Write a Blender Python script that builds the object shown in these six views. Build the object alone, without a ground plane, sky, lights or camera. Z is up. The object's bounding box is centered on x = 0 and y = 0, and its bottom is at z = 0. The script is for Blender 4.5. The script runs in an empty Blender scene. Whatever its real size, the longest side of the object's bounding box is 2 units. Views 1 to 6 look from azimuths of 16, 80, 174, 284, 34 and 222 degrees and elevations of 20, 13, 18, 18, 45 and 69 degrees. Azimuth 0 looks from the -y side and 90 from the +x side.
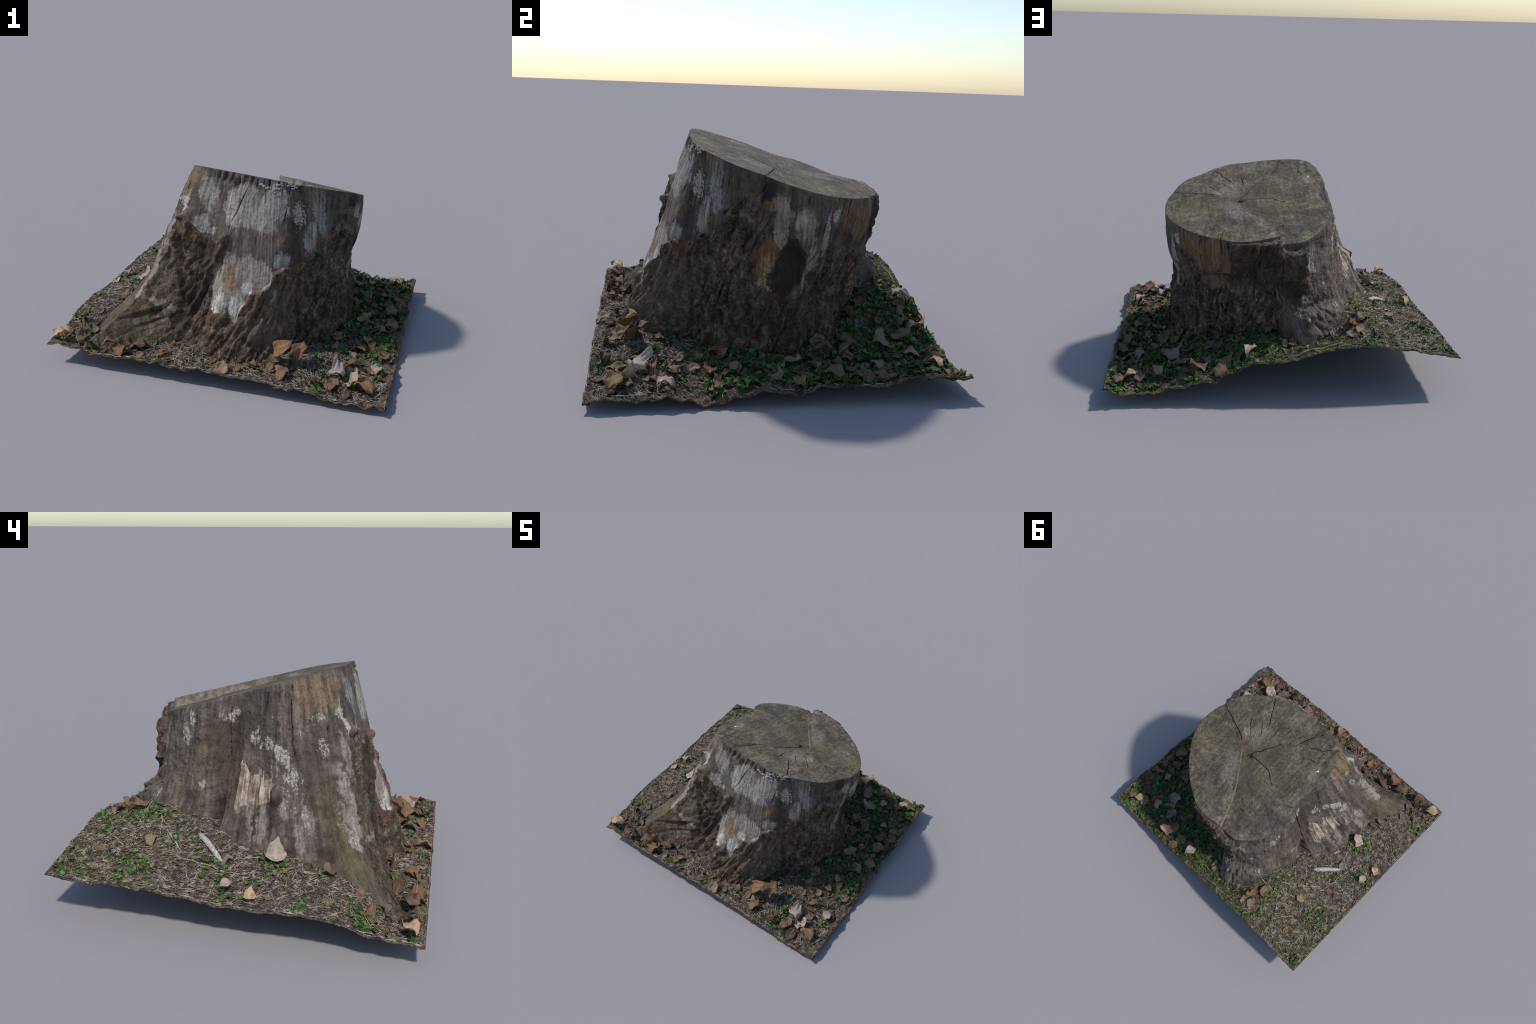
import math, random
import numpy as np

# ---------------------------------------------------------------- helpers
TAU = 2 * math.pi
CX, CY = 0.15, 0.05                      # axis of the trunk


def hermite(xs, ys, x):
    """Monotone cubic through the control points (xs, ys), clamped at the ends."""
    xs = np.asarray(xs, float); ys = np.asarray(ys, float); x = np.clip(x, xs[0], xs[-1])
    h = np.diff(xs); d = np.diff(ys, axis=0) / h.reshape((-1,) + (1,) * (ys.ndim - 1))
    m = np.zeros_like(ys)
    same = d[:-1] * d[1:] > 0
    hm = np.where(same, 2 * d[:-1] * d[1:] / np.where(same, d[:-1] + d[1:], 1), 0)
    m[1:-1] = hm; m[0] = d[0]; m[-1] = d[-1]
    i = np.clip(np.searchsorted(xs, x, side="right") - 1, 0, len(xs) - 2)
    t = (x - xs[i]) / h[i]; hh = h[i]
    if ys.ndim > 1:
        t = t[..., None]; hh = hh[..., None]
    return ((2*t**3 - 3*t**2 + 1) * ys[i] + (t**3 - 2*t**2 + t) * hh * m[i]
            + (-2*t**3 + 3*t**2) * ys[i+1] + (t**3 - t**2) * hh * m[i+1])


def smooth(a, b, x):
    t = np.clip((x - a) / (b - a), 0, 1)
    return t * t * (3 - 2 * t)


def hash3(ix, iy, iz, seed):
    h = (ix.astype(np.int64) * 374761393 + iy.astype(np.int64) * 668265263
         + iz.astype(np.int64) * 2147483647 + seed * 974634777) & 0xFFFFFFFF
    h = ((h ^ (h >> 13)) * 1274126177) & 0xFFFFFFFF
    h = ((h ^ (h >> 16)) * 2246822519) & 0xFFFFFFFF
    return (h ^ (h >> 15)) & 0xFFFFFFFF


def vnoise(p, seed=0):
    """Gradient noise, about -1..1, for an (N,3) array."""
    i = np.floor(p).astype(np.int64); f = p - i
    w = f * f * f * (f * (f * 6 - 15) + 10)
    out = 0
    for dx in (0, 1):
        for dy in (0, 1):
            for dz in (0, 1):
                h = hash3(i[:, 0] + dx, i[:, 1] + dy, i[:, 2] + dz, seed)
                g = np.stack([(h & 1023) / 511.5 - 1, ((h >> 10) & 1023) / 511.5 - 1, ((h >> 20) & 1023) / 511.5 - 1], 1)
                dot = ((f - [dx, dy, dz]) * g).sum(1)
                out = out + dot * (w[:, 0] if dx else 1 - w[:, 0]) * (w[:, 1] if dy else 1 - w[:, 1]) * (w[:, 2] if dz else 1 - w[:, 2])
    return out * 1.3


def fbm(p, octaves=4, seed=0, gain=0.5):
    s = 0; a = 1
    for k in range(octaves):
        s = s + a * vnoise(p * 2**k + 17.3 * k, seed + k); a *= gain
    return s


def ridged(p, octaves=3, seed=0, gain=0.5):
    s = 0; a = 1
    for k in range(octaves):
        s = s + a * (1 - 2 * np.abs(vnoise(p * 2**k + 9.1 * k, seed + k))); a *= gain
    return s


def cells(p, seed=0):
    """Worley noise: distance to the nearest and second nearest feature point."""
    i = np.floor(p).astype(np.int64)
    d1 = np.full(len(p), 9.0); d2 = np.full(len(p), 9.0)
    for dx in (-1, 0, 1):
        for dy in (-1, 0, 1):
            for dz in (-1, 0, 1):
                c = i + [dx, dy, dz]
                h = hash3(c[:, 0], c[:, 1], c[:, 2], seed)
                q = c + np.stack([(h & 1023) / 1023, ((h >> 10) & 1023) / 1023, ((h >> 20) & 1023) / 1023], 1)
                d = np.sqrt(((p - q)**2).sum(1))
                d2 = np.where(d < d1, d1, np.minimum(d2, d)); d1 = np.minimum(d1, d)
    return d1, d2


# ---------------------------------------------------------------- the saw cut
LOW_CUT = (-0.104, -0.307, 1.0086)       # plane z = a x + b y + c of the main cut
HIGH_CUT = (-0.139, -0.278, 1.0488)      # the slab left standing on the +x side
STEP = [(0.002, 0.660), (0.017, 0.587), (0.036, 0.527), (0.058, 0.468), (0.076, 0.419), (0.099, 0.371), (0.130, 0.314), (0.167, 0.261), (0.206, 0.208), (0.243, 0.156), (0.278, 0.107), (0.300, 0.075)]
SEAM = [(0.300, 0.075), (0.400, 0.050), (0.500, 0.000), (0.627, -0.060), (0.720, -0.110)]


def line_side(pts, x, y):
    """Distance to a polyline and the side (+ is left of its direction)."""
    best = np.full(np.shape(x), 9.0); side = np.zeros(np.shape(x)); run = np.zeros(np.shape(x)); s0 = 0
    for (x0, y0), (x1, y1) in zip(pts[:-1], pts[1:]):
        dx, dy = x1 - x0, y1 - y0; L = math.hypot(dx, dy)
        t = np.clip(((x - x0) * dx + (y - y0) * dy) / L**2, 0, 1)
        d = np.hypot(x - x0 - t * dx, y - y0 - t * dy)
        c = dx * (y - y0) - dy * (x - x0)
        m = d < best - 1e-9
        best = np.where(m, d, best); side = np.where(m, np.sign(c), side); run = np.where(m, s0 + t * L, run); s0 += L
    return best, side, run


def cut_height(x, y):
    """The sawn face: a high slab ends in a step on the -x side and sinks evenly into the low cut on the -y side."""
    low = LOW_CUT[0] * x + LOW_CUT[1] * y + LOW_CUT[2]
    high = HIGH_CUT[0] * x + HIGH_CUT[1] * y + HIGH_CUT[2]
    _, side, _ = line_side(STEP, x, y)
    phi = np.degrees(np.arctan2(y - STEP[-1][1], x - STEP[-1][0]))       # direction from the end of the step
    slab = (phi > -90) & np.where(y > STEP[-1][1] + .001, side > 0, x > STEP[-1][0])
    part = np.where(y > STEP[-1][1], 1.0, smooth(-82, -22, phi))
    near = smooth(.0, .05, np.hypot(x - STEP[-1][0], y - STEP[-1][1]))
    part = part * np.where(y > STEP[-1][1], 1.0, near)
    return low + np.where(slab, np.clip(high - low, 0, 1) * part, 0.0)


# ---------------------------------------------------------------- the trunk
# the rim of the cut, angle in degrees round the axis -> radius
RIM = [(0, .520), (4, .525), (11, .531), (17, .533), (23, .530), (29, .524), (37, .519), (45, .517), (52, .517), (62, .523), (69, .529), (75, .542),
       (81, .552), (87, .554), (95, .553), (104, .553), (106, .553), (111, .570), (118, .595), (124, .590), (130, .584), (136, .577), (143, .566), (149, .558), (153, .542),
       (157, .525), (160, .493), (163, .464), (168, .441), (173, .431), (179, .443), (186, .459), (190, .479), (196, .496), (202, .505), (207, .515),
       (212, .532), (217, .540), (222, .549), (227, .542), (232, .524), (239, .498), (247, .470), (254, .455), (262, .440), (271, .431), (278, .438),
       (286, .444), (294, .443), (302, .445), (313, .448), (321, .467), (329, .482), (337, .487), (346, .491), (354, .510)]
# how each side runs down from the rim to the soil: angle -> [(height, radius) ...]
SIDES = []


def side(angle, *profile):
    SIDES.append((angle, profile))


side(0, (.02, .490), (.10, .495), (.25, .500), (.42, .497), (.60, .492), (.75, .508), (.86, .524))
side(8, (.03, .490), (.12, .495), (.23, .500), (.40, .487), (.54, .490), (.65, .512), (.80, .530))
side(16, (.03, .470), (.12, .462), (.23, .450), (.40, .443), (.48, .450), (.56, .492), (.65, .522), (.80, .534))
side(24, (.04, .455), (.18, .442), (.30, .432), (.44, .440), (.54, .465), (.65, .510), (.80, .526))
side(34, (.06, .500), (.16, .468), (.25, .448), (.40, .455), (.60, .490), (.75, .514))
side(50, (.08, .400), (.20, .395), (.30, .412), (.45, .450), (.60, .495), (.75, .526))
side(66, (.10, .395), (.22, .405), (.32, .440), (.45, .475), (.60, .508), (.75, .534))
side(80, (.12, .425), (.24, .445), (.35, .470), (.45, .492), (.55, .515), (.66, .535), (.76, .552))
side(92, (.14, .465), (.26, .475), (.35, .490), (.50, .525), (.62, .555), (.74, .565))
side(102, (.16, .560), (.26, .500), (.35, .515), (.48, .545), (.60, .570), (.74, .574))
side(110, (.20, .790), (.30, .760), (.37, .710), (.43, .670), (.50, .625), (.62, .598), (.74, .588))
side(118, (.22, .860), (.31, .820), (.38, .765), (.44, .710), (.52, .650), (.65, .622), (.76, .612))
side(126, (.25, .850), (.34, .800), (.42, .735), (.48, .690), (.56, .650), (.68, .625), (.80, .600))
side(135, (.30, .820), (.38, .755), (.43, .715), (.50, .675), (.60, .640), (.72, .615), (.84, .590))
side(145, (.32, .770), (.40, .675), (.46, .645), (.55, .620), (.68, .595), (.80, .580))
side(155, (.32, .700), (.40, .655), (.46, .637), (.55, .620), (.70, .585), (.85, .558))
side(161, (.31, .680), (.38, .632), (.46, .610), (.56, .598), (.72, .552), (.86, .520))
side(166, (.30, .640), (.36, .595), (.45, .575), (.56, .552), (.68, .515), (.88, .480))
side(171, (.28, .780), (.35, .690), (.42, .622), (.52, .568), (.64, .510), (.88, .465))
side(178, (.26, .820), (.33, .732), (.40, .682), (.48, .628), (.58, .566), (.72, .525), (.90, .475))
side(186, (.24, .870), (.31, .786), (.40, .716), (.48, .668), (.58, .602), (.72, .550), (.90, .500))
side(194, (.22, .900), (.31, .814), (.40, .760), (.50, .712), (.60, .648), (.74, .594), (.90, .536))
side(202, (.20, .955), (.30, .852), (.40, .790), (.52, .730), (.64, .678), (.80, .624), (.95, .568))
side(209, (.18, 1.06), (.28, .945), (.38, .860), (.50, .788), (.64, .720), (.80, .652), (.96, .592))
side(215, (.15, 1.17), (.25, 1.05), (.38, .895), (.52, .802), (.66, .740), (.82, .672), (.98, .604))
side(221, (.09, 1.27), (.16, 1.17), (.23, 1.075), (.29, 1.000), (.37, .922), (.45, .864), (.55, .814), (.68, .765), (.82, .704), (.93, .648))
side(226, (.08, 1.13), (.17, 1.028), (.26, .942), (.37, .870), (.50, .802), (.65, .750), (.80, .695), (.93, .632))
side(229, (.06, 1.04), (.13, .98), (.23, .890), (.36, .826), (.50, .770), (.66, .728), (.82, .680), (.95, .612))
side(233, (.06, .98), (.13, .908), (.24, .838), (.36, .790), (.47, .752), (.60, .714), (.80, .666), (.95, .600))
side(241, (.05, .855), (.14, .820), (.25, .755), (.38, .702), (.47, .680), (.60, .645), (.74, .610), (.95, .548))
side(248, (.04, .800), (.14, .764), (.26, .718), (.40, .668), (.48, .648), (.62, .612), (.80, .568), (.97, .522))
side(256, (.03, .812), (.12, .790), (.24, .757), (.36, .723), (.48, .678), (.62, .626), (.76, .576), (.90, .531), (1.02, .495))
side(265, (.03, .825), (.10, .790), (.20, .752), (.31, .710), (.42, .667), (.54, .617), (.68, .570), (.84, .525), (1.00, .483))
side(275, (.03, .790), (.10, .755), (.20, .715), (.31, .675), (.42, .640), (.55, .595), (.68, .560), (.84, .515), (.98, .475))
side(286, (.03, .720), (.10, .690), (.20, .655), (.32, .625), (.45, .600), (.58, .580), (.70, .550), (.84, .512), (.97, .475))
side(293, (.03, .620), (.10, .600), (.22, .572), (.33, .556), (.45, .560), (.60, .547), (.74, .520), (.95, .474))
side(300, (.03, .545), (.10, .530), (.22, .508), (.33, .502), (.45, .513), (.58, .522), (.66, .513), (.80, .488), (.94, .463))
side(320, (.03, .550), (.10, .533), (.22, .520), (.38, .513), (.54, .513), (.70, .506), (.88, .485))
side(340, (.02, .495), (.10, .490), (.22, .490), (.38, .496), (.54, .507), (.70, .512), (.86, .505))
LEVELS = np.linspace(0, 1, 40)


def periodic(table_a, table_v, a):
    """Smooth closed curve through (angle, value) stations; a in degrees."""
    xs = np.concatenate([table_a[-3:] - 360, table_a, table_a[:3] + 360])
    ys = np.concatenate([table_v[-3:], table_v, table_v[:3]])
    return hermite(xs, ys, np.mod(a, 360))


RIM_A = np.array([a for a, _ in RIM], float); RIM_R = np.array([r for _, r in RIM], float)


def rim_radius(a):
    return periodic(RIM_A, RIM_R, a)


def rim_height(a):
    r = rim_radius(a); t = np.radians(a)
    return cut_height(CX + r * np.cos(t), CY + r * np.sin(t))


SIDE_A = np.array([a for a, _ in SIDES], float)
_prof = []; _foot = []
for _a, _pts in SIDES:
    _zr = float(LOW_CUT[0] * (CX + rim_radius(_a) * math.cos(math.radians(_a))) + LOW_CUT[1] * (CY + rim_radius(_a) * math.sin(math.radians(_a))) + LOW_CUT[2])
    _zs = [p[0] for p in _pts] + [_zr]; _rs = [p[1] for p in _pts] + [float(rim_radius(_a))]
    _foot.append(_pts[0][0])
    _prof.append(hermite(_zs, _rs, _zs[0] + LEVELS * (_zs[-1] - _zs[0])))
PROFILE = np.array(_prof); FOOT = np.array(_foot)


def side_grid(angles, levels):
    """Radius and height of the smooth trunk on a grid of angles x levels (0 foot .. 1 rim)."""
    rows = periodic(SIDE_A, PROFILE, angles)                     # (A, 40)
    foot = periodic(SIDE_A, FOOT, angles)
    r = np.empty((len(angles), len(levels)))
    f = np.asarray(levels) * (len(LEVELS) - 1); i = np.clip(f.astype(int), 0, len(LEVELS) - 2); w = f - i
    r[:] = rows[:, i] * (1 - w) + rows[:, i + 1] * w
    # the exact rim takes over near the top
    top = rim_radius(angles)
    k = smooth(0.80, 1.0, np.asarray(levels))[None, :]
    r += (top - rows[:, -1])[:, None] * k
    zr = rim_height(angles)
    z = foot[:, None] + np.asarray(levels)[None, :] * (zr - foot)[:, None]
    return r, z

# ---------------------------------------------------------------- bark, wood relief
# outline of the bark that is still on, (angle, height); it wraps past 360
BARK = [(220.5, -.2), (221, .22), (222, .40), (222.5, .57), (225, .64), (226, .85), (229, .875), (232, .86), (235, .81), (238, .78), (241, .755), (245, .74),
        (248, .73), (250, .77), (252, .79), (255, .785), (256, .75), (253, .70), (251, .60), (248, .57), (249, .45), (251, .37), (254, .355), (261, .37),
        (265, .315), (268, .41), (271, .47), (278, .50), (281, .54), (282, .58), (289, .62), (295, .61), (298, .64), (301, .67), (303, .71), (307, .67),
        (313, .68), (317, .69), (319, .73), (319.5, .80), (322, .81), (327, .81), (333, .86), (336, .90), (346, .905), (344.5, .86), (345, .825), (353, .815),
        (351, .74), (347, .69), (345, .65), (343, .56), (342, .46), (346, .445), (353, .42), (363, .39), (367, .385), (369, .40), (374, .48), (378, .55),
        (384, .58), (388, .64), (391, .71), (402, .69), (407, .63), (416, .61), (425, .655), (429, .65), (435, .655), (435.5, .855), (444, .853), (453, .85),
        (460, .86), (463.5, .86), (465, .81), (470, .79), (476, .80), (478, .74), (478, .58), (473, .50), (468, .44), (465, .36), (464, -.2)]
AROUND = 0.60                            # metres per radian, for distances on the side
# splits in the bare wood: (angle, height) lines
SPLITS = [[(264, 1.08), (259, .95), (254, .82)], [(294, 1.08), (291.5, .98), (288, .84)], [(346, .975), (347, .94), (345, .90)], [(166, .93), (166.5, .84), (168, .70), (168, .55)],
          [(190, 1.02), (189, .94), (188, .86)], [(203, 1.06), (202, .95), (202, .80), (204, .64)], [(221, 1.10), (219, 1.0), (217, .86)], [(53, .85), (52, .76), (53, .62)],
          [(68, .84), (69, .75), (69, .66)], [(38, .86), (37, .78)], [(146, .92), (146, .84)], [(326, 1.0), (325, .93)], [(10, .89), (8, .80)], [(24, .87), (21, .78), (19, .70)],
          [(18, .62), (12, .54), (9, .45)], [(73, .83), (74, .72)]]


# strong single lines in the bark: clefts cut in, ropes stand out; (depth, width, (angle, height) line)
CLEFTS = [(.024, .014, [(230, .78), (232, .62), (235, .47), (236.5, .33), (237, .22), (238, .12)]), (.022, .010, [(222, .215), (226, .268), (230.5, .325), (233, .36)]),
          (.020, .012, [(223.5, .135), (226, .19), (229, .235), (232.5, .27)]), (.022, .012, [(251, .62), (247, .50), (243.5, .36), (241, .20), (240, .12)]), (.014, .009, [(240, .74), (241.5, .60), (240.5, .46), (239.5, .34)]),
          (.014, .009, [(226, .70), (226.5, .58), (225, .45), (224, .36)]), (.016, .010, [(262, .35), (257, .24), (253, .13)]), (.016, .010, [(271, .44), (265, .28), (260, .14)]), (.014, .010, [(280, .50), (274, .32), (268, .16)]),
          (.013, .010, [(291, .58), (286, .42), (281, .24), (277, .12)]), (.012, .010, [(302, .60), (298, .42), (294, .24)]), (.012, .010, [(316, .62), (312, .44), (309, .22)]), (.012, .010, [(331, .80), (327, .60), (323, .40), (321, .2)]),
          (.014, .010, [(88, .80), (90, .64), (89, .48), (91, .34)]), (.014, .010, [(99, .80), (100, .66), (102, .50), (101, .36)]), (.012, .010, [(72, .56), (74, .44), (73, .28)]), (.012, .010, [(45, .62), (42, .48), (38, .30)])]
ROPES = [(.016, .014, [(220.5, .215), (223, .272), (227, .305), (231, .35)]), (.012, .014, [(224, .175), (227, .225), (230.5, .265), (234, .29)]), (.018, .016, [(253, .79), (249.5, .66), (246, .52), (242.5, .36), (240.5, .22)]),
         (.012, .016, [(228, .84), (229, .70), (231.5, .56), (233, .44)]), (.012, .014, [(94, .78), (95, .62), (95.5, .46)]), (.012, .014, [(106, .76), (106.5, .62), (105, .50)]), (.010, .014, [(82, .76), (82.5, .60), (81, .44)])]


def polygon_distance(poly, x, y):
    """Signed distance (inside +) to a closed polygon."""
    d = np.full(x.shape, 9.0); inside = np.zeros(x.shape, bool)
    n = len(poly)
    for i in range(n):
        x0, y0 = poly[i]; x1, y1 = poly[(i + 1) % n]
        dx, dy = x1 - x0, y1 - y0; L = dx*dx + dy*dy + 1e-12
        t = np.clip(((x - x0) * dx + (y - y0) * dy) / L, 0, 1)
        d = np.minimum(d, np.hypot(x - x0 - t*dx, y - y0 - t*dy))
        if y0 != y1:
            c = ((y0 > y) != (y1 > y)) & (x < x0 + (y - y0) * dx / (y1 - y0 if y1 != y0 else 1))
            inside ^= c
    return np.where(inside, d, -d)


BARK_POLY = [(math.radians(a) * AROUND, z) for a, z in BARK]


def bump(a, z, a0, z0, da, dz):
    """Soft round bump on the side, angles in degrees."""
    d = (np.mod(a - a0 + 180, 360) - 180) / da
    return np.exp(-d * d - ((z - z0) / dz)**2)


def trunk_surface(n_angles, n_levels):
    ang = np.arange(n_angles) * 360.0 / n_angles
    lev = np.linspace(0, 1, n_levels)
    r, z = side_grid(ang, lev)
    A = np.repeat(ang, n_levels); T = np.tile(lev, n_angles); r = r.ravel(); z = z.ravel()
    th = np.radians(A)
    ring = np.stack([np.cos(th), np.sin(th)], 1)
    # where bark is: signed distance with a ragged edge
    p = np.stack([ring[:, 0] * .6, ring[:, 1] * .6, z], 1)
    rag = 0.012 * vnoise(p * 14, 3) + 0.008 * vnoise(p * np.array([34, 34, 26]), 4)
    wrapped = np.where(A < 150, A + 360, A)
    sd = polygon_distance(BARK_POLY, np.radians(wrapped) * AROUND, z) + rag
    bark = smooth(-0.005, 0.009, sd) * (1 - smooth(0.980, 0.992, T))
    thick = 0.030 + 0.008 * vnoise(p * 6, 5)
    d = thick * ((bark - 0.5) * np.exp(-np.abs(sd) / 0.10))
    d *= 1 - 0.999 * smooth(0.93, 0.995, T) * (1 - bark)         # nothing moves the bare rim
    # the loose plate on the +y side stands off the wood
    w = np.where(A < 150, A, 0)
    plate = smooth(76, 90, w) * (1 - smooth(117.5, 120, w)) * (0.010 + 0.032 * smooth(88, 112, w)) * smooth(0.50, 0.72, z) * bark
    d += plate
    # bark relief: slanting furrows between long ridges, cross-cracked into scales
    slant = th - 0.75 * (z - .4) * (0.4 + 0.6 * smooth(200, 280, np.where(A < 150, A + 360, A)))
    g = np.stack([np.cos(slant) * .6, np.sin(slant) * .6, z * 0.20], 1)
    warp = 0.025 * np.stack([vnoise(p * 7, 11), vnoise(p * 7, 12), vnoise(p * 7, 13) * .3], 1)
    furrow = 0.75 * vnoise((g + 2.2 * warp) * 12, 21) + 0.45 * vnoise((g * np.array([1, 1, 1.4]) + warp) * 24, 26)
    furrow = 1 - np.abs(furrow)**0.8 * 2.0
    furrow = np.clip(1 - 1.9 * np.clip(furrow - 0.25, 0, 1), -.6, 1)             # wide ridges, narrow clefts
    twin = vnoise((g * np.array([1, 1, .8]) + warp) * 31, 27)
    scale1, scale2 = cells((np.stack([np.cos(slant) * .6, np.sin(slant) * .6, z * 0.42], 1) + warp) * 24, 22)
    rough = fbm(p * np.array([34, 34, 22]), 3, 23)
    lumpy = fbm(p * 9, 2, 24)
    bark_relief = 0.016 * furrow * (0.75 + 0.9 * vnoise(p * 4.5, 25)) + 0.005 * twin + 0.008 * np.clip((scale2 - scale1) * 2.2, 0, 1) + 0.006 * rough + 0.009 * lumpy - 0.014
    fade = 1 - 0.75 * smooth(0.9, 1.0, T)
    d += bark * bark_relief * fade
    flat = np.radians(A) * AROUND + 0.010 * vnoise(p * 12, 28)
    for sign, lines in ((-1, CLEFTS), (1, ROPES)):
        for depth, wide_, line in lines:
            m = np.abs(flat - math.radians(np.mean([q[0] for q in line])) * AROUND) < .35
            dist, _, run = line_side([(math.radians(a_) * AROUND, h_) for a_, h_ in line], flat[m], z[m] + 0.006 * vnoise(p[m] * 15, 29))
            total = sum(math.hypot(math.radians(b_[0] - a_[0]) * AROUND, b_[1] - a_[1]) for a_, b_ in zip(line[:-1], line[1:]))
            taper = smooth(0, .05, run) * (1 - smooth(total - .05, total, run)) * .8 + .2
            d[m] += sign * depth * np.exp(-(dist / wide_)**2) * taper * bark[m]
    # bare wood: grain, shallow flutes, weathered pits
    grain = vnoise(np.stack([np.cos(th) * 42, np.sin(th) * 42, z * 3.0], 1), 31)
    wide = vnoise(np.stack([np.cos(th) * 9, np.sin(th) * 9, z * 1.6], 1), 32)
    west = smooth(118, 135, A) * (1 - smooth(222, 232, A))
    low = 1 - smooth(0.50, 0.72, z)
    bare = 1 - bark
    rim_keep = 1 - smooth(0.94, 1.0, T)
    d += bare * rim_keep * (0.0026 * grain + 0.005 * wide + 0.0070 * fbm(p * 20, 4, 33) * (0.35 + west) + west * 0.010 * fbm(p * np.array([8, 8, 5]), 2, 35))
    flute = vnoise(np.stack([np.cos(th - .25 * z) * 19, np.sin(th - .25 * z) * 19, z * 2.6], 1) + warp * 8, 34)
    d += bare * west * low * smooth(168, 180, A) * 0.020 * flute
    # the knotty burl at the back
    burl = bump(A, z, 117, .41, 12, .12)
    P = np.stack([r * ring[:, 0], r * ring[:, 1], z], 1)
    k1, k2 = cells(P * np.array([24, 24, 15]) + 9 * warp, 41)
    d += bare * np.minimum(1, burl * 1.3) * (0.050 * (0.50 - k1) + 0.034 * fbm(P * np.array([26, 26, 13]), 4, 42))
    # single features: rotted hollow, knots, the dark cavity, the broken wood tongue
    d -= 0.030 * bump(A, z, 167, .42, 2.0, .08) + 0.030 * bump(A, z, 126, .49, 3.5, .030) + 0.040 * bump(A, z, 105, .36, 2.2, .17)
    d += 0.045 * bump(A, z, 193, .555, 2.6, .030) - 0.020 * bump(A, z, 190, .63, 2.2, .020)
    d += 0.022 * bump(A, z, 184, .56, 5, .07) * (1 + .8 * flute) + 0.045 * bump(A, z, 228, .862, 2.4, .026) + 0.034 * bump(A, z, 253, .775, 2.0, .028) + 0.020 * bump(A, z, 227, .76, 2.5, .05)
    dark_hole = np.sqrt(((np.mod(A - 2 + 180, 360) - 180) / 8.0)**2 + ((z - .535) / .125)**2) + 0.25 * vnoise(p * 22, 36)
    d -= 0.020 * (1 - smooth(.75, 1.05, dark_hole)) * bare + 0.018 * bump(A, z, 27, .50, 2.2, .055)
    d += 0.018 * bump(A, z, 303, .69, 2.0, .025)
    d -= 0.025 * bump(A, z, 255, 1.065, 1.6, .026)
    # torn wood: upright strips left standing on the -x side, each broken off at its own height
    wav = A + 2.0 * vnoise(np.stack([z * 6, A * .10, z * 0], 1), 62) + 1.2 * np.sin(A * 1.1)
    strip = np.floor(wav / 1.9); inside = wav / 1.9 - strip
    rnd = (hash3(strip.astype(np.int64), strip.astype(np.int64) * 0, strip.astype(np.int64) * 0, 63) & 1023) / 1023
    top = .555 + .115 * rnd + .05 * np.exp(-((A - 178) / 3.0)**2); foot = .455 + .05 * ((rnd * 7.3) % 1) + .004 * (A - 182)
    torn = smooth(174.8, 175.4, A) * (1 - smooth(191.5, 192.3, A)) * smooth(0, .012, top - z) * smooth(0, .03, z - foot)
    d += torn * (.006 + .018 * rnd) * np.clip(np.sin(np.pi * inside), 0, 1)**.6 - .006 * torn
    # splits
    split = np.full(A.shape, 9.0)
    for line in SPLITS:
        q = [(math.radians(a) * AROUND, h) for a, h in line]
        wob = 0.004 * vnoise(np.stack([z * 18, A * 0 + line[0][0], z * 0], 1), 51)
        dist, _, run = line_side(q, np.radians(A) * AROUND + wob, z)
        split = np.minimum(split, dist)
    groove = 1 - smooth(0.001, 0.0055, split)
    groove = groove * smooth(-.5, .2, vnoise(np.stack([z * 9, split * 0 + 3.1, A * .05], 1), 52))
    d -= 0.013 * groove * (1 - bark)
    # bite marks along the southern edge of the cut, where fungus and rot have eaten it
    nibble = np.maximum(0, vnoise(np.stack([np.cos(th) * 26, np.sin(th) * 26, z * 6], 1), 61)) * smooth(228, 236, A) * (1 - smooth(300, 312, A)) * smooth(.93, .97, T)
    d -= 0.045 * nibble * (1 - smooth(.985, 1.0, T))
    r2 = r + d * (1 - smooth(0.992, 1.0, T))
    xyz = np.stack([CX + r2 * ring[:, 0], CY + r2 * ring[:, 1], z], 1)
    return xyz, bark, groove * (1 - bark), torn, A, T


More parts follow.
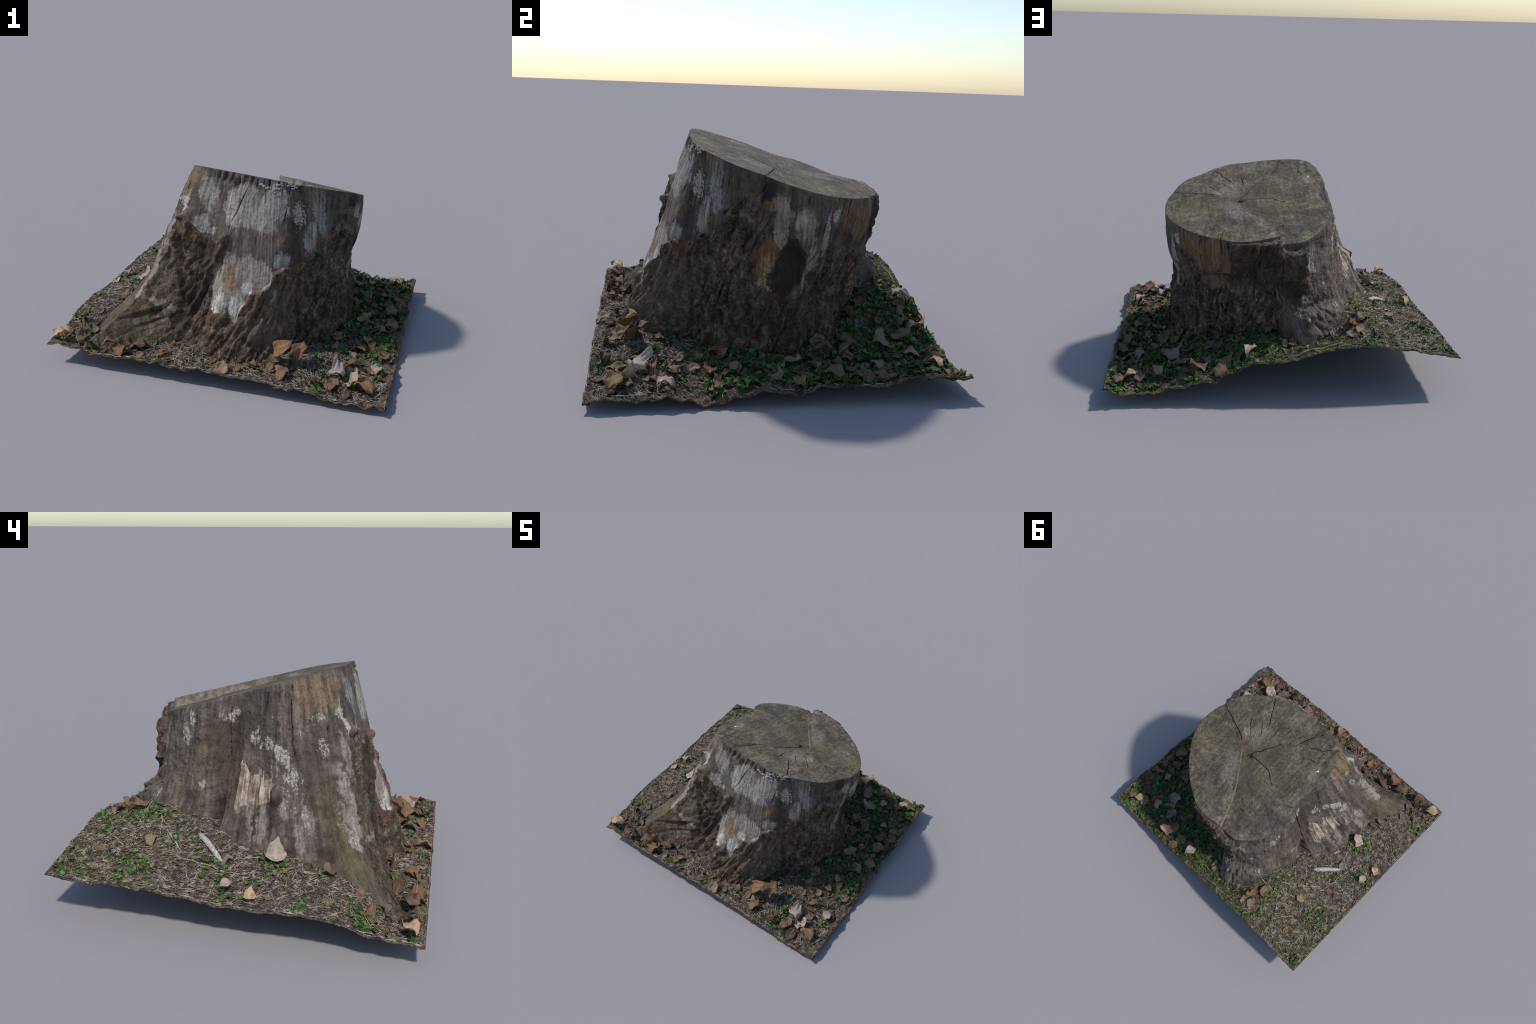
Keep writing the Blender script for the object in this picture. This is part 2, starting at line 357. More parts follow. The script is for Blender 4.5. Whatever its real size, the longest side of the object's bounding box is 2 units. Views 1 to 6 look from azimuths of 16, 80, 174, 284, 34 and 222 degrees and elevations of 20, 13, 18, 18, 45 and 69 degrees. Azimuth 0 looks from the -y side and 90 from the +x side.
# ---------------------------------------------------------------- the forest floor
HALF_X, HALF_Y = 1.0, 0.882
FLOOR = [  # x, y, height of the litter
    (-1, -.882, .125), (-.75, -.882, .118), (-.5, -.882, .118), (-.25, -.882, .096), (0, -.882, .100), (.25, -.882, .105), (.45, -.882, .090), (.6, -.882, .072), (.8, -.882, .046), (1, -.882, .054),
    (1, -.7, .066), (1, -.45, .046), (1, -.34, .026), (1, -.1, .074), (1, .2, .078), (1, .45, .088), (1, .7, .122), (1, .882, .082),
    (.8, .882, .070), (.6, .882, .105), (.4, .882, .145), (.28, .882, .178), (.2, .882, .238), (0, .882, .245), (-.15, .882, .285), (-.3, .882, .322), (-.55, .882, .320), (-.8, .882, .284), (-1, .882, .243),
    (-1, .75, .230), (-1, .5, .232), (-1, .2, .214), (-1, 0, .192), (-1, -.3, .196), (-1, -.5, .186), (-1, -.62, .148), (-1, -.75, .135),
    (.09, -.79, .105), (-.29, -.74, .140), (.34, -.66, .115), (.48, -.52, .130), (.59, -.2, .125), (.63, .1, .130), (.55, .32, .172), (.42, .42, .208), (.30, .47, .235), (.22, .55, .255), (.1, .62, .275), (0, .72, .285),
    (-.17, .82, .300), (-.26, .80, .320), (-.34, .70, .375), (-.40, .58, .412), (-.40, .49, .410), (-.46, .35, .398), (-.46, .22, .375), (-.56, .17, .350), (-.61, .1, .332), (-.66, -.09, .310), (-.67, -.29, .298), (-.68, -.4, .278),
    (-.73, -.53, .248), (-.80, -.63, .205), (-.88, -.77, .128), (-.80, -.73, .128), (-.70, -.775, .098), (-.5, -.76, .100), (-.62, -.735, .104), (-.40, -.73, .118), (-.74, .086, .272), (-.62, .24, .342), (-.53, .58, .372), (.92, -.19, .095), (.91, .1, .078), (.76, .09, .106), (.78, -.3, .088),
    (.69, -.64, .075), (.48, .79, .165), (.19, .80, .245), (.5, .62, .162), (.75, .6, .110), (-.8, .4, .268), (-.75, .7, .288), (.15, .1, .2), (-.2, -.2, .25)]
_F = np.array(FLOOR)


def _tps(d2):
    return np.where(d2 > 1e-12, d2 * np.log(d2 + 1e-12), 0)


_n = len(_F)
_K = _tps(((_F[:, None, :2] - _F[None, :, :2])**2).sum(-1)) + np.eye(_n) * 2e-3
_Q = np.c_[np.ones(_n), _F[:, :2]]
_W = np.linalg.solve(np.block([[_K, _Q], [_Q.T, np.zeros((3, 3))]]), np.r_[_F[:, 2], 0, 0, 0])


def floor_base(x, y):
    d2 = (x[:, None] - _F[None, :, 0])**2 + (y[:, None] - _F[None, :, 1])**2
    return _tps(d2) @ _W[:_n] + _W[_n] + x * _W[_n + 1] + y * _W[_n + 2]


def leafy(x, y):
    """1 where loose leaves lie thick, 0 on the matted grass of the -x side."""
    return np.clip(smooth(-.25, .15, x) + smooth(-.60, -.72, y) + smooth(-.1, .1, x) * 0, 0, 1)


def floor_height(x, y):
    x = np.asarray(x, float); y = np.asarray(y, float)
    p = np.stack([x, y, x * 0], 1)
    L = leafy(x, y)
    c1, c2 = cells(p * 11 + 0.35 * np.stack([vnoise(p * 6, 71), vnoise(p * 6, 72), x * 0], 1), 73)
    lump = 0.030 * (0.48 - c1) + 0.012 * fbm(p * 24, 3, 74)
    fine = 0.006 * fbm(p * 30, 3, 75) + 0.007 * vnoise(p * 9, 76)
    lump = lump + 0.060 * np.exp(-(((x - .44) / .085)**2 + ((y + .655) / .06)**2)) + 0.03 * np.exp(-(((x - .56) / .06)**2 + ((y + .56) / .05)**2))
    rim = np.minimum(HALF_X - np.abs(x), HALF_Y - np.abs(y))
    edge = (1 - smooth(0, .045, rim)) * (0.3 + 0.7 * L) * 0.030 * vnoise(p * 15 + 3.3, 77)
    return floor_base(x, y) + L * (lump - 0.016 * smooth(.01, .10, rim) - .003) + (1 - L) * (fine - 0.007 * smooth(.01, .12, rim) - .003) + edge


def trunk_radius_at(x, y):
    """Radius of the trunk where it meets the soil, in the direction of (x, y)."""
    a = np.degrees(np.arctan2(y - CY, x - CX)) % 360
    return a, np.hypot(x - CX, y - CY)


_fa = np.arange(0, 360, 1.0)
_fr, _fz = side_grid(_fa, np.linspace(0, 1, 160))
_gx = CX + _fr * np.cos(np.radians(_fa))[:, None]; _gy = CY + _fr * np.sin(np.radians(_fa))[:, None]
_gb = floor_base(_gx[:, :90].ravel(), _gy[:, :90].ravel()).reshape(360, 90)
_idx = np.argmax(_fz[:, :90] > _gb, axis=1)
CONTACT = _fr[np.arange(360), _idx]


def outside_trunk(x, y):
    """Distance outside the foot of the trunk (negative inside)."""
    a, r = trunk_radius_at(x, y)
    return r - np.interp(a, np.r_[_fa, 360], np.r_[CONTACT, CONTACT[0]])

# ================================================================ Blender side
import bpy
from mathutils import Vector, Matrix, Euler

RNG = random.Random(7)


def srgb(r, g, b):
    """Colour from 0..255 display values to linear."""
    f = lambda c: (c / 255 / 12.92) if c <= 10 else ((c / 255 + 0.055) / 1.055)**2.4
    return (f(r), f(g), f(b), 1.0)


class Nodes:
    """Small helper that wires shader nodes."""
    def __init__(self, name):
        self.mat = bpy.data.materials.new(name); self.mat.use_nodes = True
        self.t = self.mat.node_tree; self.t.nodes.clear()
        self.out = self.t.nodes.new("ShaderNodeOutputMaterial")
        self.bsdf = self.t.nodes.new("ShaderNodeBsdfPrincipled")
        self.t.links.new(self.bsdf.outputs[0], self.out.inputs[0])
        self.bsdf.inputs["Specular IOR Level"].default_value = 0.25
        self.bsdf.inputs["Roughness"].default_value = 0.85

    def put(self, sock, v):
        if isinstance(v, bpy.types.NodeSocket):
            self.t.links.new(v, sock)
        elif v is not None:
            sock.default_value = v

    def coords(self, kind="Object"):
        n = self.t.nodes.new("ShaderNodeTexCoord"); return n.outputs[kind]

    def mapping(self, vec, loc=(0, 0, 0), rot=(0, 0, 0), scale=(1, 1, 1), kind="POINT"):
        n = self.t.nodes.new("ShaderNodeMapping"); n.vector_type = kind
        self.put(n.inputs["Vector"], vec); n.inputs["Rotation"].default_value = rot; n.inputs["Scale"].default_value = scale
        if "Location" in n.inputs: n.inputs["Location"].default_value = loc
        return n.outputs[0]

    def math(self, op, a, b=None, c=None, clamp=False):
        n = self.t.nodes.new("ShaderNodeMath"); n.operation = op; n.use_clamp = clamp
        for i, v in enumerate((a, b, c)):
            self.put(n.inputs[i], v)
        return n.outputs[0]

    def vmath(self, op, a, b=None, scale=None):
        n = self.t.nodes.new("ShaderNodeVectorMath"); n.operation = op
        self.put(n.inputs[0], a); self.put(n.inputs[1], b)
        if scale is not None: self.put(n.inputs["Scale"], scale)
        return n.outputs["Value"] if op in ("LENGTH", "DISTANCE", "DOT_PRODUCT") else n.outputs[0]

    def noise(self, vec, scale=5, detail=3, rough=0.55, distort=0.0, color=False):
        n = self.t.nodes.new("ShaderNodeTexNoise"); self.put(n.inputs["Vector"], vec)
        n.inputs["Scale"].default_value = scale; n.inputs["Detail"].default_value = detail
        n.inputs["Roughness"].default_value = rough; n.inputs["Distortion"].default_value = distort
        return n.outputs["Color" if color else "Fac"]

    def voronoi(self, vec, scale=5, feature="F1", out="Distance", random=1.0):
        n = self.t.nodes.new("ShaderNodeTexVoronoi"); n.feature = feature; self.put(n.inputs["Vector"], vec)
        n.inputs["Scale"].default_value = scale; n.inputs["Randomness"].default_value = random
        return n.outputs[out]

    def range(self, v, a, b, c=0.0, d=1.0, smooth=True):
        n = self.t.nodes.new("ShaderNodeMapRange"); n.interpolation_type = "SMOOTHSTEP" if smooth else "LINEAR"
        self.put(n.inputs[0], v)
        for i, x in enumerate((a, b, c, d)): self.put(n.inputs[i + 1], x)
        return n.outputs[0]

    def ramp(self, v, stops):
        n = self.t.nodes.new("ShaderNodeValToRGB"); self.put(n.inputs[0], v)
        e = n.color_ramp.elements
        while len(e) > 1: e.remove(e[-1])
        e[0].position, e[0].color = stops[0]
        for p, c in stops[1:]:
            x = e.new(p); x.color = c
        return n.outputs[0]

    def mix(self, fac, a, b, blend="MIX"):
        n = self.t.nodes.new("ShaderNodeMix"); n.data_type = "RGBA"; n.blend_type = blend
        self.put(n.inputs[0], fac); self.put(n.inputs[6], a); self.put(n.inputs[7], b)
        return n.outputs[2]

    def bump(self, height, strength=0.3, distance=0.01):
        n = self.t.nodes.new("ShaderNodeBump"); self.put(n.inputs["Height"], height)
        n.inputs["Strength"].default_value = strength; n.inputs["Distance"].default_value = distance
        self.t.links.new(n.outputs[0], self.bsdf.inputs["Normal"])

    def random(self):
        return self.t.nodes.new("ShaderNodeObjectInfo").outputs["Random"]

    def color(self, c):
        self.put(self.bsdf.inputs["Base Color"], c); return self.mat


def around_axis(n, P, squash):
    """Coordinates that stretch a texture along the trunk: unit ring direction and squashed height."""
    v = n.vmath("SUBTRACT", P, (CX, CY, 0))
    s = n.t.nodes.new("ShaderNodeSeparateXYZ"); n.put(s.inputs[0], v)
    flat = n.t.nodes.new("ShaderNodeCombineXYZ"); n.put(flat.inputs[0], s.outputs[0]); n.put(flat.inputs[1], s.outputs[1])
    ring = n.vmath("NORMALIZE", flat.outputs[0])
    h = n.t.nodes.new("ShaderNodeCombineXYZ"); n.put(h.inputs[2], n.math("MULTIPLY", s.outputs[2], squash))
    return n.vmath("ADD", ring, h.outputs[0])


_lv = np.linspace(0, 1, 300)


def side_point(a, z):
    r, zz = side_grid(np.array([float(a % 360)]), _lv)
    rr = float(np.interp(z, zz[0], r[0])); t = math.radians(a)
    return (CX + rr * math.cos(t), CY + rr * math.sin(t), z)


def patch(n, P, a, z, wide, high, lean=0.0, soft=0.5):
    """Mask of a soft-edged patch on the trunk at angle a, height z; wide and high are half sizes in metres."""
    v = n.mapping(P, side_point(a, z), (math.radians(lean), 0, math.radians(a)), (0.16, wide, high), "TEXTURE")
    return n.range(n.vmath("LENGTH", v), 1 + soft * .5, 1 - soft * .5)


# ---------------------------------------------------------------- materials
def bare_wood_material(lo, hi):
    """Weathered wood for the sector between two angles: only the patches that reach it are wired in."""
    n = Nodes("weathered_wood")

    def near(spots):
        mid, half = (lo + hi) / 2, (hi - lo) / 2
        return [q for q in spots if abs((q[0] - mid + 180) % 360 - 180) < half + math.degrees((q[2] * 1.4 + .05) / .5)]

    P0 = n.coords()
    wob = n.vmath("SCALE", n.vmath("SUBTRACT", n.noise(P0, 16, 4, .65, color=True), (.5, .5, .5)), scale=0.11)
    P = n.vmath("ADD", P0, wob)
    ring = around_axis(n, n.vmath("ADD", P0, n.vmath("SCALE", wob, scale=.25)), 0.14)
    fibre = n.noise(ring, 34, 4, .6)
    streak = n.noise(ring, 8, 4, .65)
    blot = n.noise(P0, 10, 6, .68)
    speck = n.noise(P0, 62, 5, .72)
    # ground tone: brown grey with dark and light fibre
    c = n.ramp(n.math("ADD", n.math("ADD", n.math("MULTIPLY", fibre, .20), n.math("MULTIPLY", streak, .22)), n.math("ADD", n.math("MULTIPLY", blot, .34), n.math("MULTIPLY", speck, .24))),
               [(.36, srgb(*W_DARK)), (.47, srgb(*W_MID)), (.55, srgb(*W_LIGHT)), (.68, srgb(*W_PALE))])
    ragged = n.math("ADD", n.math("ADD", n.math("MULTIPLY", n.math("SUBTRACT", blot, .5), .85), n.math("MULTIPLY", n.math("SUBTRACT", fibre, .5), .9)), n.math("ADD", n.math("MULTIPLY", n.math("SUBTRACT", streak, .5), 1.0), n.math("MULTIPLY", n.math("SUBTRACT", speck, .5), .45)))
    tone = n.math("ADD", n.math("MULTIPLY", fibre, .5), n.math("MULTIPLY", speck, .5))

    def mask(spots):
        m = None
        for (a, z, w, h, lean, soft, amt) in spots:
            k = patch(n, P, a, z, w, h, lean, min(1.2, soft + .45))
            if amt != 1: k = n.math("MULTIPLY", k, amt)
            m = k if m is None else n.math("MAXIMUM", m, k)
        return m
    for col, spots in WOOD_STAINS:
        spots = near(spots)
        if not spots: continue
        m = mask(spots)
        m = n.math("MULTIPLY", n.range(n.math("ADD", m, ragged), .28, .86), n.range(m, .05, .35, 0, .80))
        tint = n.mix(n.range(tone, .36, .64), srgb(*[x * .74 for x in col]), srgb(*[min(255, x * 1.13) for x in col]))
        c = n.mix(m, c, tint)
    # pale crusts of lichen, broken up into flecks
    grit = n.noise(P0, 95, 4, .7)
    for col, spots in WOOD_CRUSTS:
        spots = near(spots)
        if not spots: continue
        m = mask(spots)
        v = n.math("ADD", n.math("ADD", n.math("MULTIPLY", ragged, .55), n.math("MULTIPLY", n.math("SUBTRACT", grit, .5), .9)), n.math("MULTIPLY", m, .62))
        fleck = n.math("MULTIPLY", n.range(v, .42, .58, 0, .90), n.range(m, 0.04, .3))
        c = n.mix(fleck, c, n.mix(grit, srgb(*[x * .78 for x in col]), srgb(*[min(255, x * 1.12) for x in col])))
    # fine dark flecks, grain and pits
    c = n.mix(n.range(speck, .57, .70, 0, .6), c, srgb(*W_FLECK))
    c = n.mix(n.range(n.noise(ring, 80, 3, .6), .56, .70, 0, .40), c, srgb(*W_FLECK))
    mott = n.math("ADD", n.math("MULTIPLY", n.noise(n.mapping(P0, (2, 3, 4), scale=(1, 1, .6)), 24, 6, .75), .6), n.math("MULTIPLY", n.noise(ring, 22, 5, .7), .4))
    c = n.mix(1.0, c, n.ramp(mott, [(.34, (.50, .48, .46, 1)), (.47, (.86, .85, .84, 1)), (.58, (1.08, 1.08, 1.07, 1)), (.68, (1.3, 1.3, 1.3, 1))]), "MULTIPLY")
    n.bump(n.math("ADD", n.math("ADD", fibre, mott), n.math("ADD", speck, n.math("MULTIPLY", blot, .8))), .8, .010)
    return n.color(c)


def bark_material():
    n = Nodes("rough_bark")
    P0 = n.coords()
    ring = around_axis(n, P0, 0.30)
    big = n.noise(P0, 5, 3, .6)
    mid = n.noise(n.vmath("ADD", n.mapping(P0, scale=(1, 1, .45)), n.vmath("SCALE", n.noise(P0, 6, 2, .5, color=True), scale=.12)), 24, 5, .65)
    fine = n.noise(P0, 55, 5, .7)
    v = n.math("ADD", n.math("MULTIPLY", mid, .55), n.math("MULTIPLY", fine, .45))
    c = n.ramp(v, [(.36, srgb(*B_DARK)), (.46, srgb(*B_MID)), (.54, srgb(*B_LIGHT)), (.64, srgb(*B_PALE))])
    c = n.mix(n.range(big, .45, .65, 0, .5), c, n.mix(1.0, c, srgb(*B_TINT), "MULTIPLY"))
    wob = n.vmath("SCALE", n.vmath("SUBTRACT", n.noise(P0, 14, 3, .6, color=True), (.5, .5, .5)), scale=0.08)
    P = n.vmath("ADD", P0, wob)
    for col, spots in BARK_STAINS:
        m = None
        for (a, z, w, h, lean, soft, amt) in spots:
            k = n.math("MULTIPLY", patch(n, P, a, z, w, h, lean, soft), amt)
            m = k if m is None else n.math("MAXIMUM", m, k)
        c = n.mix(n.math("MULTIPLY", m, n.range(v, .36, .58, .35, 1.0)), c, srgb(*col))
    c = n.mix(n.range(n.noise(P0, 110, 3, .6), .62, .74, 0, .5), c, srgb(*B_PALE))
    n.bump(n.math("ADD", n.math("ADD", fine, n.math("MULTIPLY", n.noise(P0, 130, 3, .6), .5)), mid), 1.0, .016)
    return n.color(c)


def cut_material():
    n = Nodes("sawn_wood")
    P0 = n.coords()
    v = n.vmath("SUBTRACT", P0, (PITH[0], PITH[1], 0))
    s = n.t.nodes.new("ShaderNodeSeparateXYZ"); n.put(s.inputs[0], v)
    flat = n.t.nodes.new("ShaderNodeCombineXYZ"); n.put(flat.inputs[0], s.outputs[0]); n.put(flat.inputs[1], s.outputs[1])
    radius = n.vmath("LENGTH", flat.outputs[0]); ray_dir = n.vmath("NORMALIZE", flat.outputs[0])
    k = n.t.nodes.new("ShaderNodeCombineXYZ"); n.put(k.inputs[2], n.math("MULTIPLY", radius, 2.2))
    radial = n.vmath("ADD", ray_dir, k.outputs[0])
    rays = n.noise(radial, 20, 5, .68)
    blot = n.noise(P0, 6, 5, .7)
    blot2 = n.noise(n.mapping(P0, (3, 5, 1)), 15, 5, .72)
    saw = n.noise(n.mapping(P0, (0, 0, 0), (0, 0, math.radians(35)), (60, 7, 7)), 1, 3, .6)
    wob = n.math("ADD", radius, n.math("MULTIPLY", n.math("SUBTRACT", blot, .5), .03))
    rings = n.math("SINE", n.math("MULTIPLY", wob, 420))
    t = n.math("ADD", n.math("ADD", n.math("MULTIPLY", rays, .30), n.math("MULTIPLY", blot, .32)), n.math("ADD", n.math("MULTIPLY", blot2, .22), n.math("MULTIPLY", saw, .16)))
    c = n.ramp(t, [(.38, srgb(*C_DARK)), (.47, srgb(*C_MID)), (.53, srgb(*C_LIGHT)), (.62, srgb(*C_PALE))])
    c = n.mix(n.math("MULTIPLY", n.range(rings, .2, 1), .10), c, srgb(*C_DARK))
    c = n.mix(n.range(n.noise(n.mapping(P0, (9, 2, 0)), 8, 4, .65), .54, .68, 0, .34), c, srgb(*C_OLIVE))
    c = n.mix(n.range(n.noise(n.mapping(P0, (1, 8, 4)), 7, 4, .65), .56, .70, 0, .40), c, srgb(*C_PINK))
    wobv = n.vmath("ADD", P0, n.vmath("SCALE", n.vmath("SUBTRACT", n.noise(P0, 18, 4, .65, color=True), (.5, .5, .5)), scale=.10))
    for col, spots in CUT_STAINS:
        m = None
        for (x, y, rx, ry, rot, soft, amt) in spots:
            vv = n.mapping(n.vmath("MULTIPLY", wobv, (1, 1, 0)), (x, y, 0), (0, 0, math.radians(rot)), (rx, ry, 1), "TEXTURE")
            q = n.math("MULTIPLY", n.range(n.vmath("LENGTH", vv), 1 + soft * .5, 1 - soft * .5), amt)
            m = q if m is None else n.math("MAXIMUM", m, q)
        c = n.mix(n.math("MULTIPLY", m, n.range(t, .42, .58, .40, 1.0) if sum(col) > 150 else 1.0), c, n.mix(n.range(rays, .35, .65), srgb(*[x * .8 for x in col]), srgb(*[x * 1.12 for x in col])))
    # hair checks along the rays
    hair = n.noise(n.vmath("ADD", ray_dir, n.vmath("SCALE", k.outputs[0], scale=.5)), 30, 3, .55)
    c = n.mix(n.math("MULTIPLY", n.range(hair, .58, .68, 0, .5), n.range(radius, .05, .25)), c, srgb(*[x * .6 for x in C_DARK]))
    n.bump(n.math("ADD", n.math("ADD", rays, saw), n.math("MULTIPLY", rings, .12)), .35, .006)
    return n.color(c)


def plain_material(name, dark, light, scale=40, rough=.85, stretch=(1, 1, 1), bump=.3, kind="Object"):
    n = Nodes(name)
    P = n.mapping(n.coords(kind), scale=stretch)
    c = n.ramp(n.noise(P, scale, 4, .65), [(.35, srgb(*dark)), (.65, srgb(*light))])
    n.bsdf.inputs["Roughness"].default_value = rough
    n.bump(n.noise(P, scale * 2, 3, .6), bump, .004)
    return n.color(c)


def floor_material():
    n = Nodes("leaf_litter_soil")
    P0 = n.coords()
    wob = n.vmath("ADD", P0, n.vmath("SCALE", n.vmath("SUBTRACT", n.noise(P0, 26, 3, .6, color=True), (.5, .5, .5)), scale=.055))
    # matted straw: three directions of long thin fibres
    f = None
    for i, ang in enumerate((20, 75, 140, 105)):
        q = n.mapping(n.mapping(wob, (i * 3.1, i * 1.7, 0), (0, 0, math.radians(ang)), (1, 1, 1)), scale=(16, 150, 20))
        k = n.noise(q, 1, 2, .5)
        f = k if f is None else n.math("MAXIMUM", f, k)
    straw = n.ramp(f, [(.50, srgb(*S_DARK)), (.60, srgb(*S_MID)), (.70, srgb(*S_LIGHT)), (.80, srgb(*S_PALE))])
    big = n.noise(P0, 5, 4, .6)
    mid = n.noise(P0, 28, 4, .65)
    # brown decaying leaves
    cell = n.voronoi(wob, 17, "F1", "Color")
    sep = n.t.nodes.new("ShaderNodeSeparateColor"); n.put(sep.inputs[0], cell)
    leaf = n.ramp(sep.outputs[0], [(0, srgb(*L_DARK)), (.3, srgb(*L_BROWN)), (.55, srgb(*L_TAN)), (.8, srgb(*L_RUST)), (1, srgb(*L_GREY))])
    leaf = n.mix(n.range(mid, .4, .6, 0, .7), leaf, n.mix(1, leaf, (.45, .42, .38, 1), "MULTIPLY"))
    s = n.t.nodes.new("ShaderNodeSeparateXYZ"); n.put(s.inputs[0], P0)
    east = n.range(n.math("ADD", s.outputs[0], n.math("MULTIPLY", n.math("SUBTRACT", big, .5), .5)), -.25, .25)
    south = n.range(n.math("ADD", s.outputs[1], n.math("MULTIPLY", n.math("SUBTRACT", big, .5), .3)), -.58, -.76)
    litter = n.math("MAXIMUM", east, south)
    c = n.mix(n.math("MULTIPLY", litter, n.range(n.noise(P0, 14, 3, .6), .42, .58, .1, .85)), straw, leaf)
    # dark humus between
    c = n.mix(n.range(n.noise(n.mapping(P0, (4, 4, 4)), 20, 4, .7), .52, .66, 0, .75), c, srgb(*S_HUMUS))
    # moss and fine grass
    moss_n = n.noise(n.mapping(P0, (7, 1, 0)), 9, 5, .7)
    north = n.range(s.outputs[1], .30, .75)
    corner = n.math("MULTIPLY", n.range(s.outputs[0], -.45, -.8), n.range(s.outputs[1], -.45, -.75))
    green = n.math("ADD", n.math("MULTIPLY", north, .17), n.math("ADD", n.math("MULTIPLY", east, .03), n.math("MULTIPLY", corner, .16)))
    gm = n.range(n.math("ADD", moss_n, green), .66, .78, 0, .75)
    gcol = n.ramp(mid, [(.35, srgb(*G_DARK)), (.5, srgb(*G_MID)), (.65, srgb(*G_LIGHT))])
    c = n.mix(gm, c, gcol)
    n.bump(n.math("ADD", f, n.math("MULTIPLY", mid, .8)), .9, .012)
    return n.color(c)


def leaf_material(name, stops, vein, translucent=.25):
    n = Nodes(name)
    P = n.coords("Generated")
    rnd = n.random()
    blot = n.noise(n.coords(), 40, 4, .65)
    base = n.ramp(rnd, stops)
    c = n.mix(n.range(blot, .46, .64, 0, .60), base, n.mix(1, base, (.55, .50, .46, 1), "MULTIPLY"))
    s = n.t.nodes.new("ShaderNodeSeparateXYZ"); n.put(s.inputs[0], P)
    mid = n.range(n.math("ABSOLUTE", n.math("SUBTRACT", s.outputs[1], .5)), .035, .01)
    ribs = n.math("SINE", n.math("MULTIPLY", n.math("SUBTRACT", s.outputs[0], n.math("MULTIPLY", n.math("ABSOLUTE", n.math("SUBTRACT", s.outputs[1], .5)), .9)), 50))
    c = n.mix(n.math("MAXIMUM", n.math("MULTIPLY", mid, .6), n.range(ribs, .8, 1, 0, .3)), c, n.mix(.7, base, vein))
    n.bump(n.math("ADD", blot, n.math("MULTIPLY", ribs, .15)), .4, .004)
    n.color(c)
    n.bsdf.inputs["Roughness"].default_value = .7
    tr = n.t.nodes.new("ShaderNodeBsdfTranslucent"); n.put(tr.inputs[0], c)
    mx = n.t.nodes.new("ShaderNodeMixShader"); mx.inputs[0].default_value = translucent
    n.t.links.new(n.bsdf.outputs[0], mx.inputs[1]); n.t.links.new(tr.outputs[0], mx.inputs[2]); n.t.links.new(mx.outputs[0], n.out.inputs[0])
    return n.mat


# ---------------------------------------------------------------- palette (display values)
W_DARK, W_MID, W_LIGHT, W_PALE, W_FLECK = (50, 44, 40), (82, 73, 67), (110, 101, 93), (152, 143, 135), (42, 36, 32)
B_DARK, B_MID, B_LIGHT, B_PALE, B_TINT = (38, 31, 25), (72, 60, 49), (106, 91, 76), (156, 139, 121), (225, 205, 190)
C_DARK, C_MID, C_LIGHT, C_PALE, C_OLIVE, C_PINK = (48, 43, 36), (79, 72, 61), (105, 96, 82), (142, 131, 114), (92, 84, 60), (114, 95, 86)
S_DARK, S_MID, S_LIGHT, S_PALE, S_HUMUS = (46, 39, 34), (84, 73, 65), (118, 105, 94), (160, 148, 134), (38, 31, 25)
L_DARK, L_BROWN, L_TAN, L_RUST, L_GREY = (52, 42, 33), (92, 74, 58), (140, 116, 92), (112, 80, 58), (126, 115, 105)
G_DARK, G_MID, G_LIGHT = (38, 44, 24), (68, 74, 42), (98, 102, 60)
PITH = (0.215, 0.088)
SILVER, LICHEN, PURPLE = (164, 159, 152), (182, 177, 167), (78, 64, 58)
WOOD_STAINS = []
WOOD_STAINS.append(((108, 97, 92), [(262, .86, .26, .30, 0, .6, .85), (312, .86, .12, .20, 0, .6, .7), (266, .72, .10, .10, 0, .5, .9), (283, .83, .05, .06, 0, .5, .9), (241, .93, .07, .10, 0, .6, .8), (250, .86, .06, .10, 0, .5, .9), (258, .70, .08, .06, 0, .6, .8)]))
WOOD_STAINS.append((SILVER, [(263, .95, .09, .13, 10, .35, 1), (274, .91, .09, .13, 10, .4, 1), (284, .97, .06, .11, 8, .4, 1), (255, .93, .055, .12, 8, .4, 1), (237, 1.0, .06, .10, 5, .6, .8),
              (238, .83, .045, .06, 0, .4, .9), (243, .785, .03, .025, 0, .4, .9), (316, .90, .045, .15, 8, .5, .75), (308, .78, .05, .10, 8, .5, .75), (288, .66, .055, .05, 20, .35, 1)]))
WOOD_STAINS.append(((166, 154, 145), [(261, .52, .12, .16, 15, .5, 1), (270, .57, .10, .11, 0, .5, 1), (254, .50, .06, .15, 10, .5, 1), (276, .56, .08, .07, 0, .5, 1)]))
WOOD_STAINS.append(((204, 198, 190), [(265, .40, .045, .10, 14, .4, 1), (256, .42, .035, .06, 0, .4, 1), (254, .385, .05, .03, 0, .4, .9), (269, .50, .04, .04, 0, .4, .8)]))
WOOD_STAINS.append(((146, 118, 86), [(260, .54, .035, .10, 12, .5, .9), (288, .755, .028, .045, 0, .4, 1)]))
WOOD_STAINS.append((PURPLE, [(298, .80, .055, .10, 12, .4, 1), (294, .73, .06, .06, 0, .4, 1), (301, .90, .05, .10, 8, .4, .9), (301, .70, .03, .05, 0, .4, .9)]))
WOOD_STAINS.append(((144, 106, 60), [(312, .74, .022, .05, 5, .5, .9), (272, .99, .016, .04, 5, .6, .6), (297, .98, .02, .05, 5, .6, .7), (313, .97, .02, .05, 5, .6, .7), (351, .85, .05, .035, 0, .5, .9), (346.5, .55, .05, .14, 8, .4, 1), (350, .62, .035, .10, 8, .4, .9)]))
WOOD_STAINS.append(((168, 152, 135), [(355, .74, .03, .18, 6, .5, .8), (358, .80, .04, .10, 6, .5, .8), (10, .75, .05, .10, 4, .5, .8), (351, .50, .04, .12, 8, .4, .7), (17, .56, .03, .10, 12, .4, .9), (22, .66, .03, .10, 8, .4, .7), (12, .45, .03, .10, 12, .4, .8), (343, .46, .03, .03, 0, .4, .9)]))
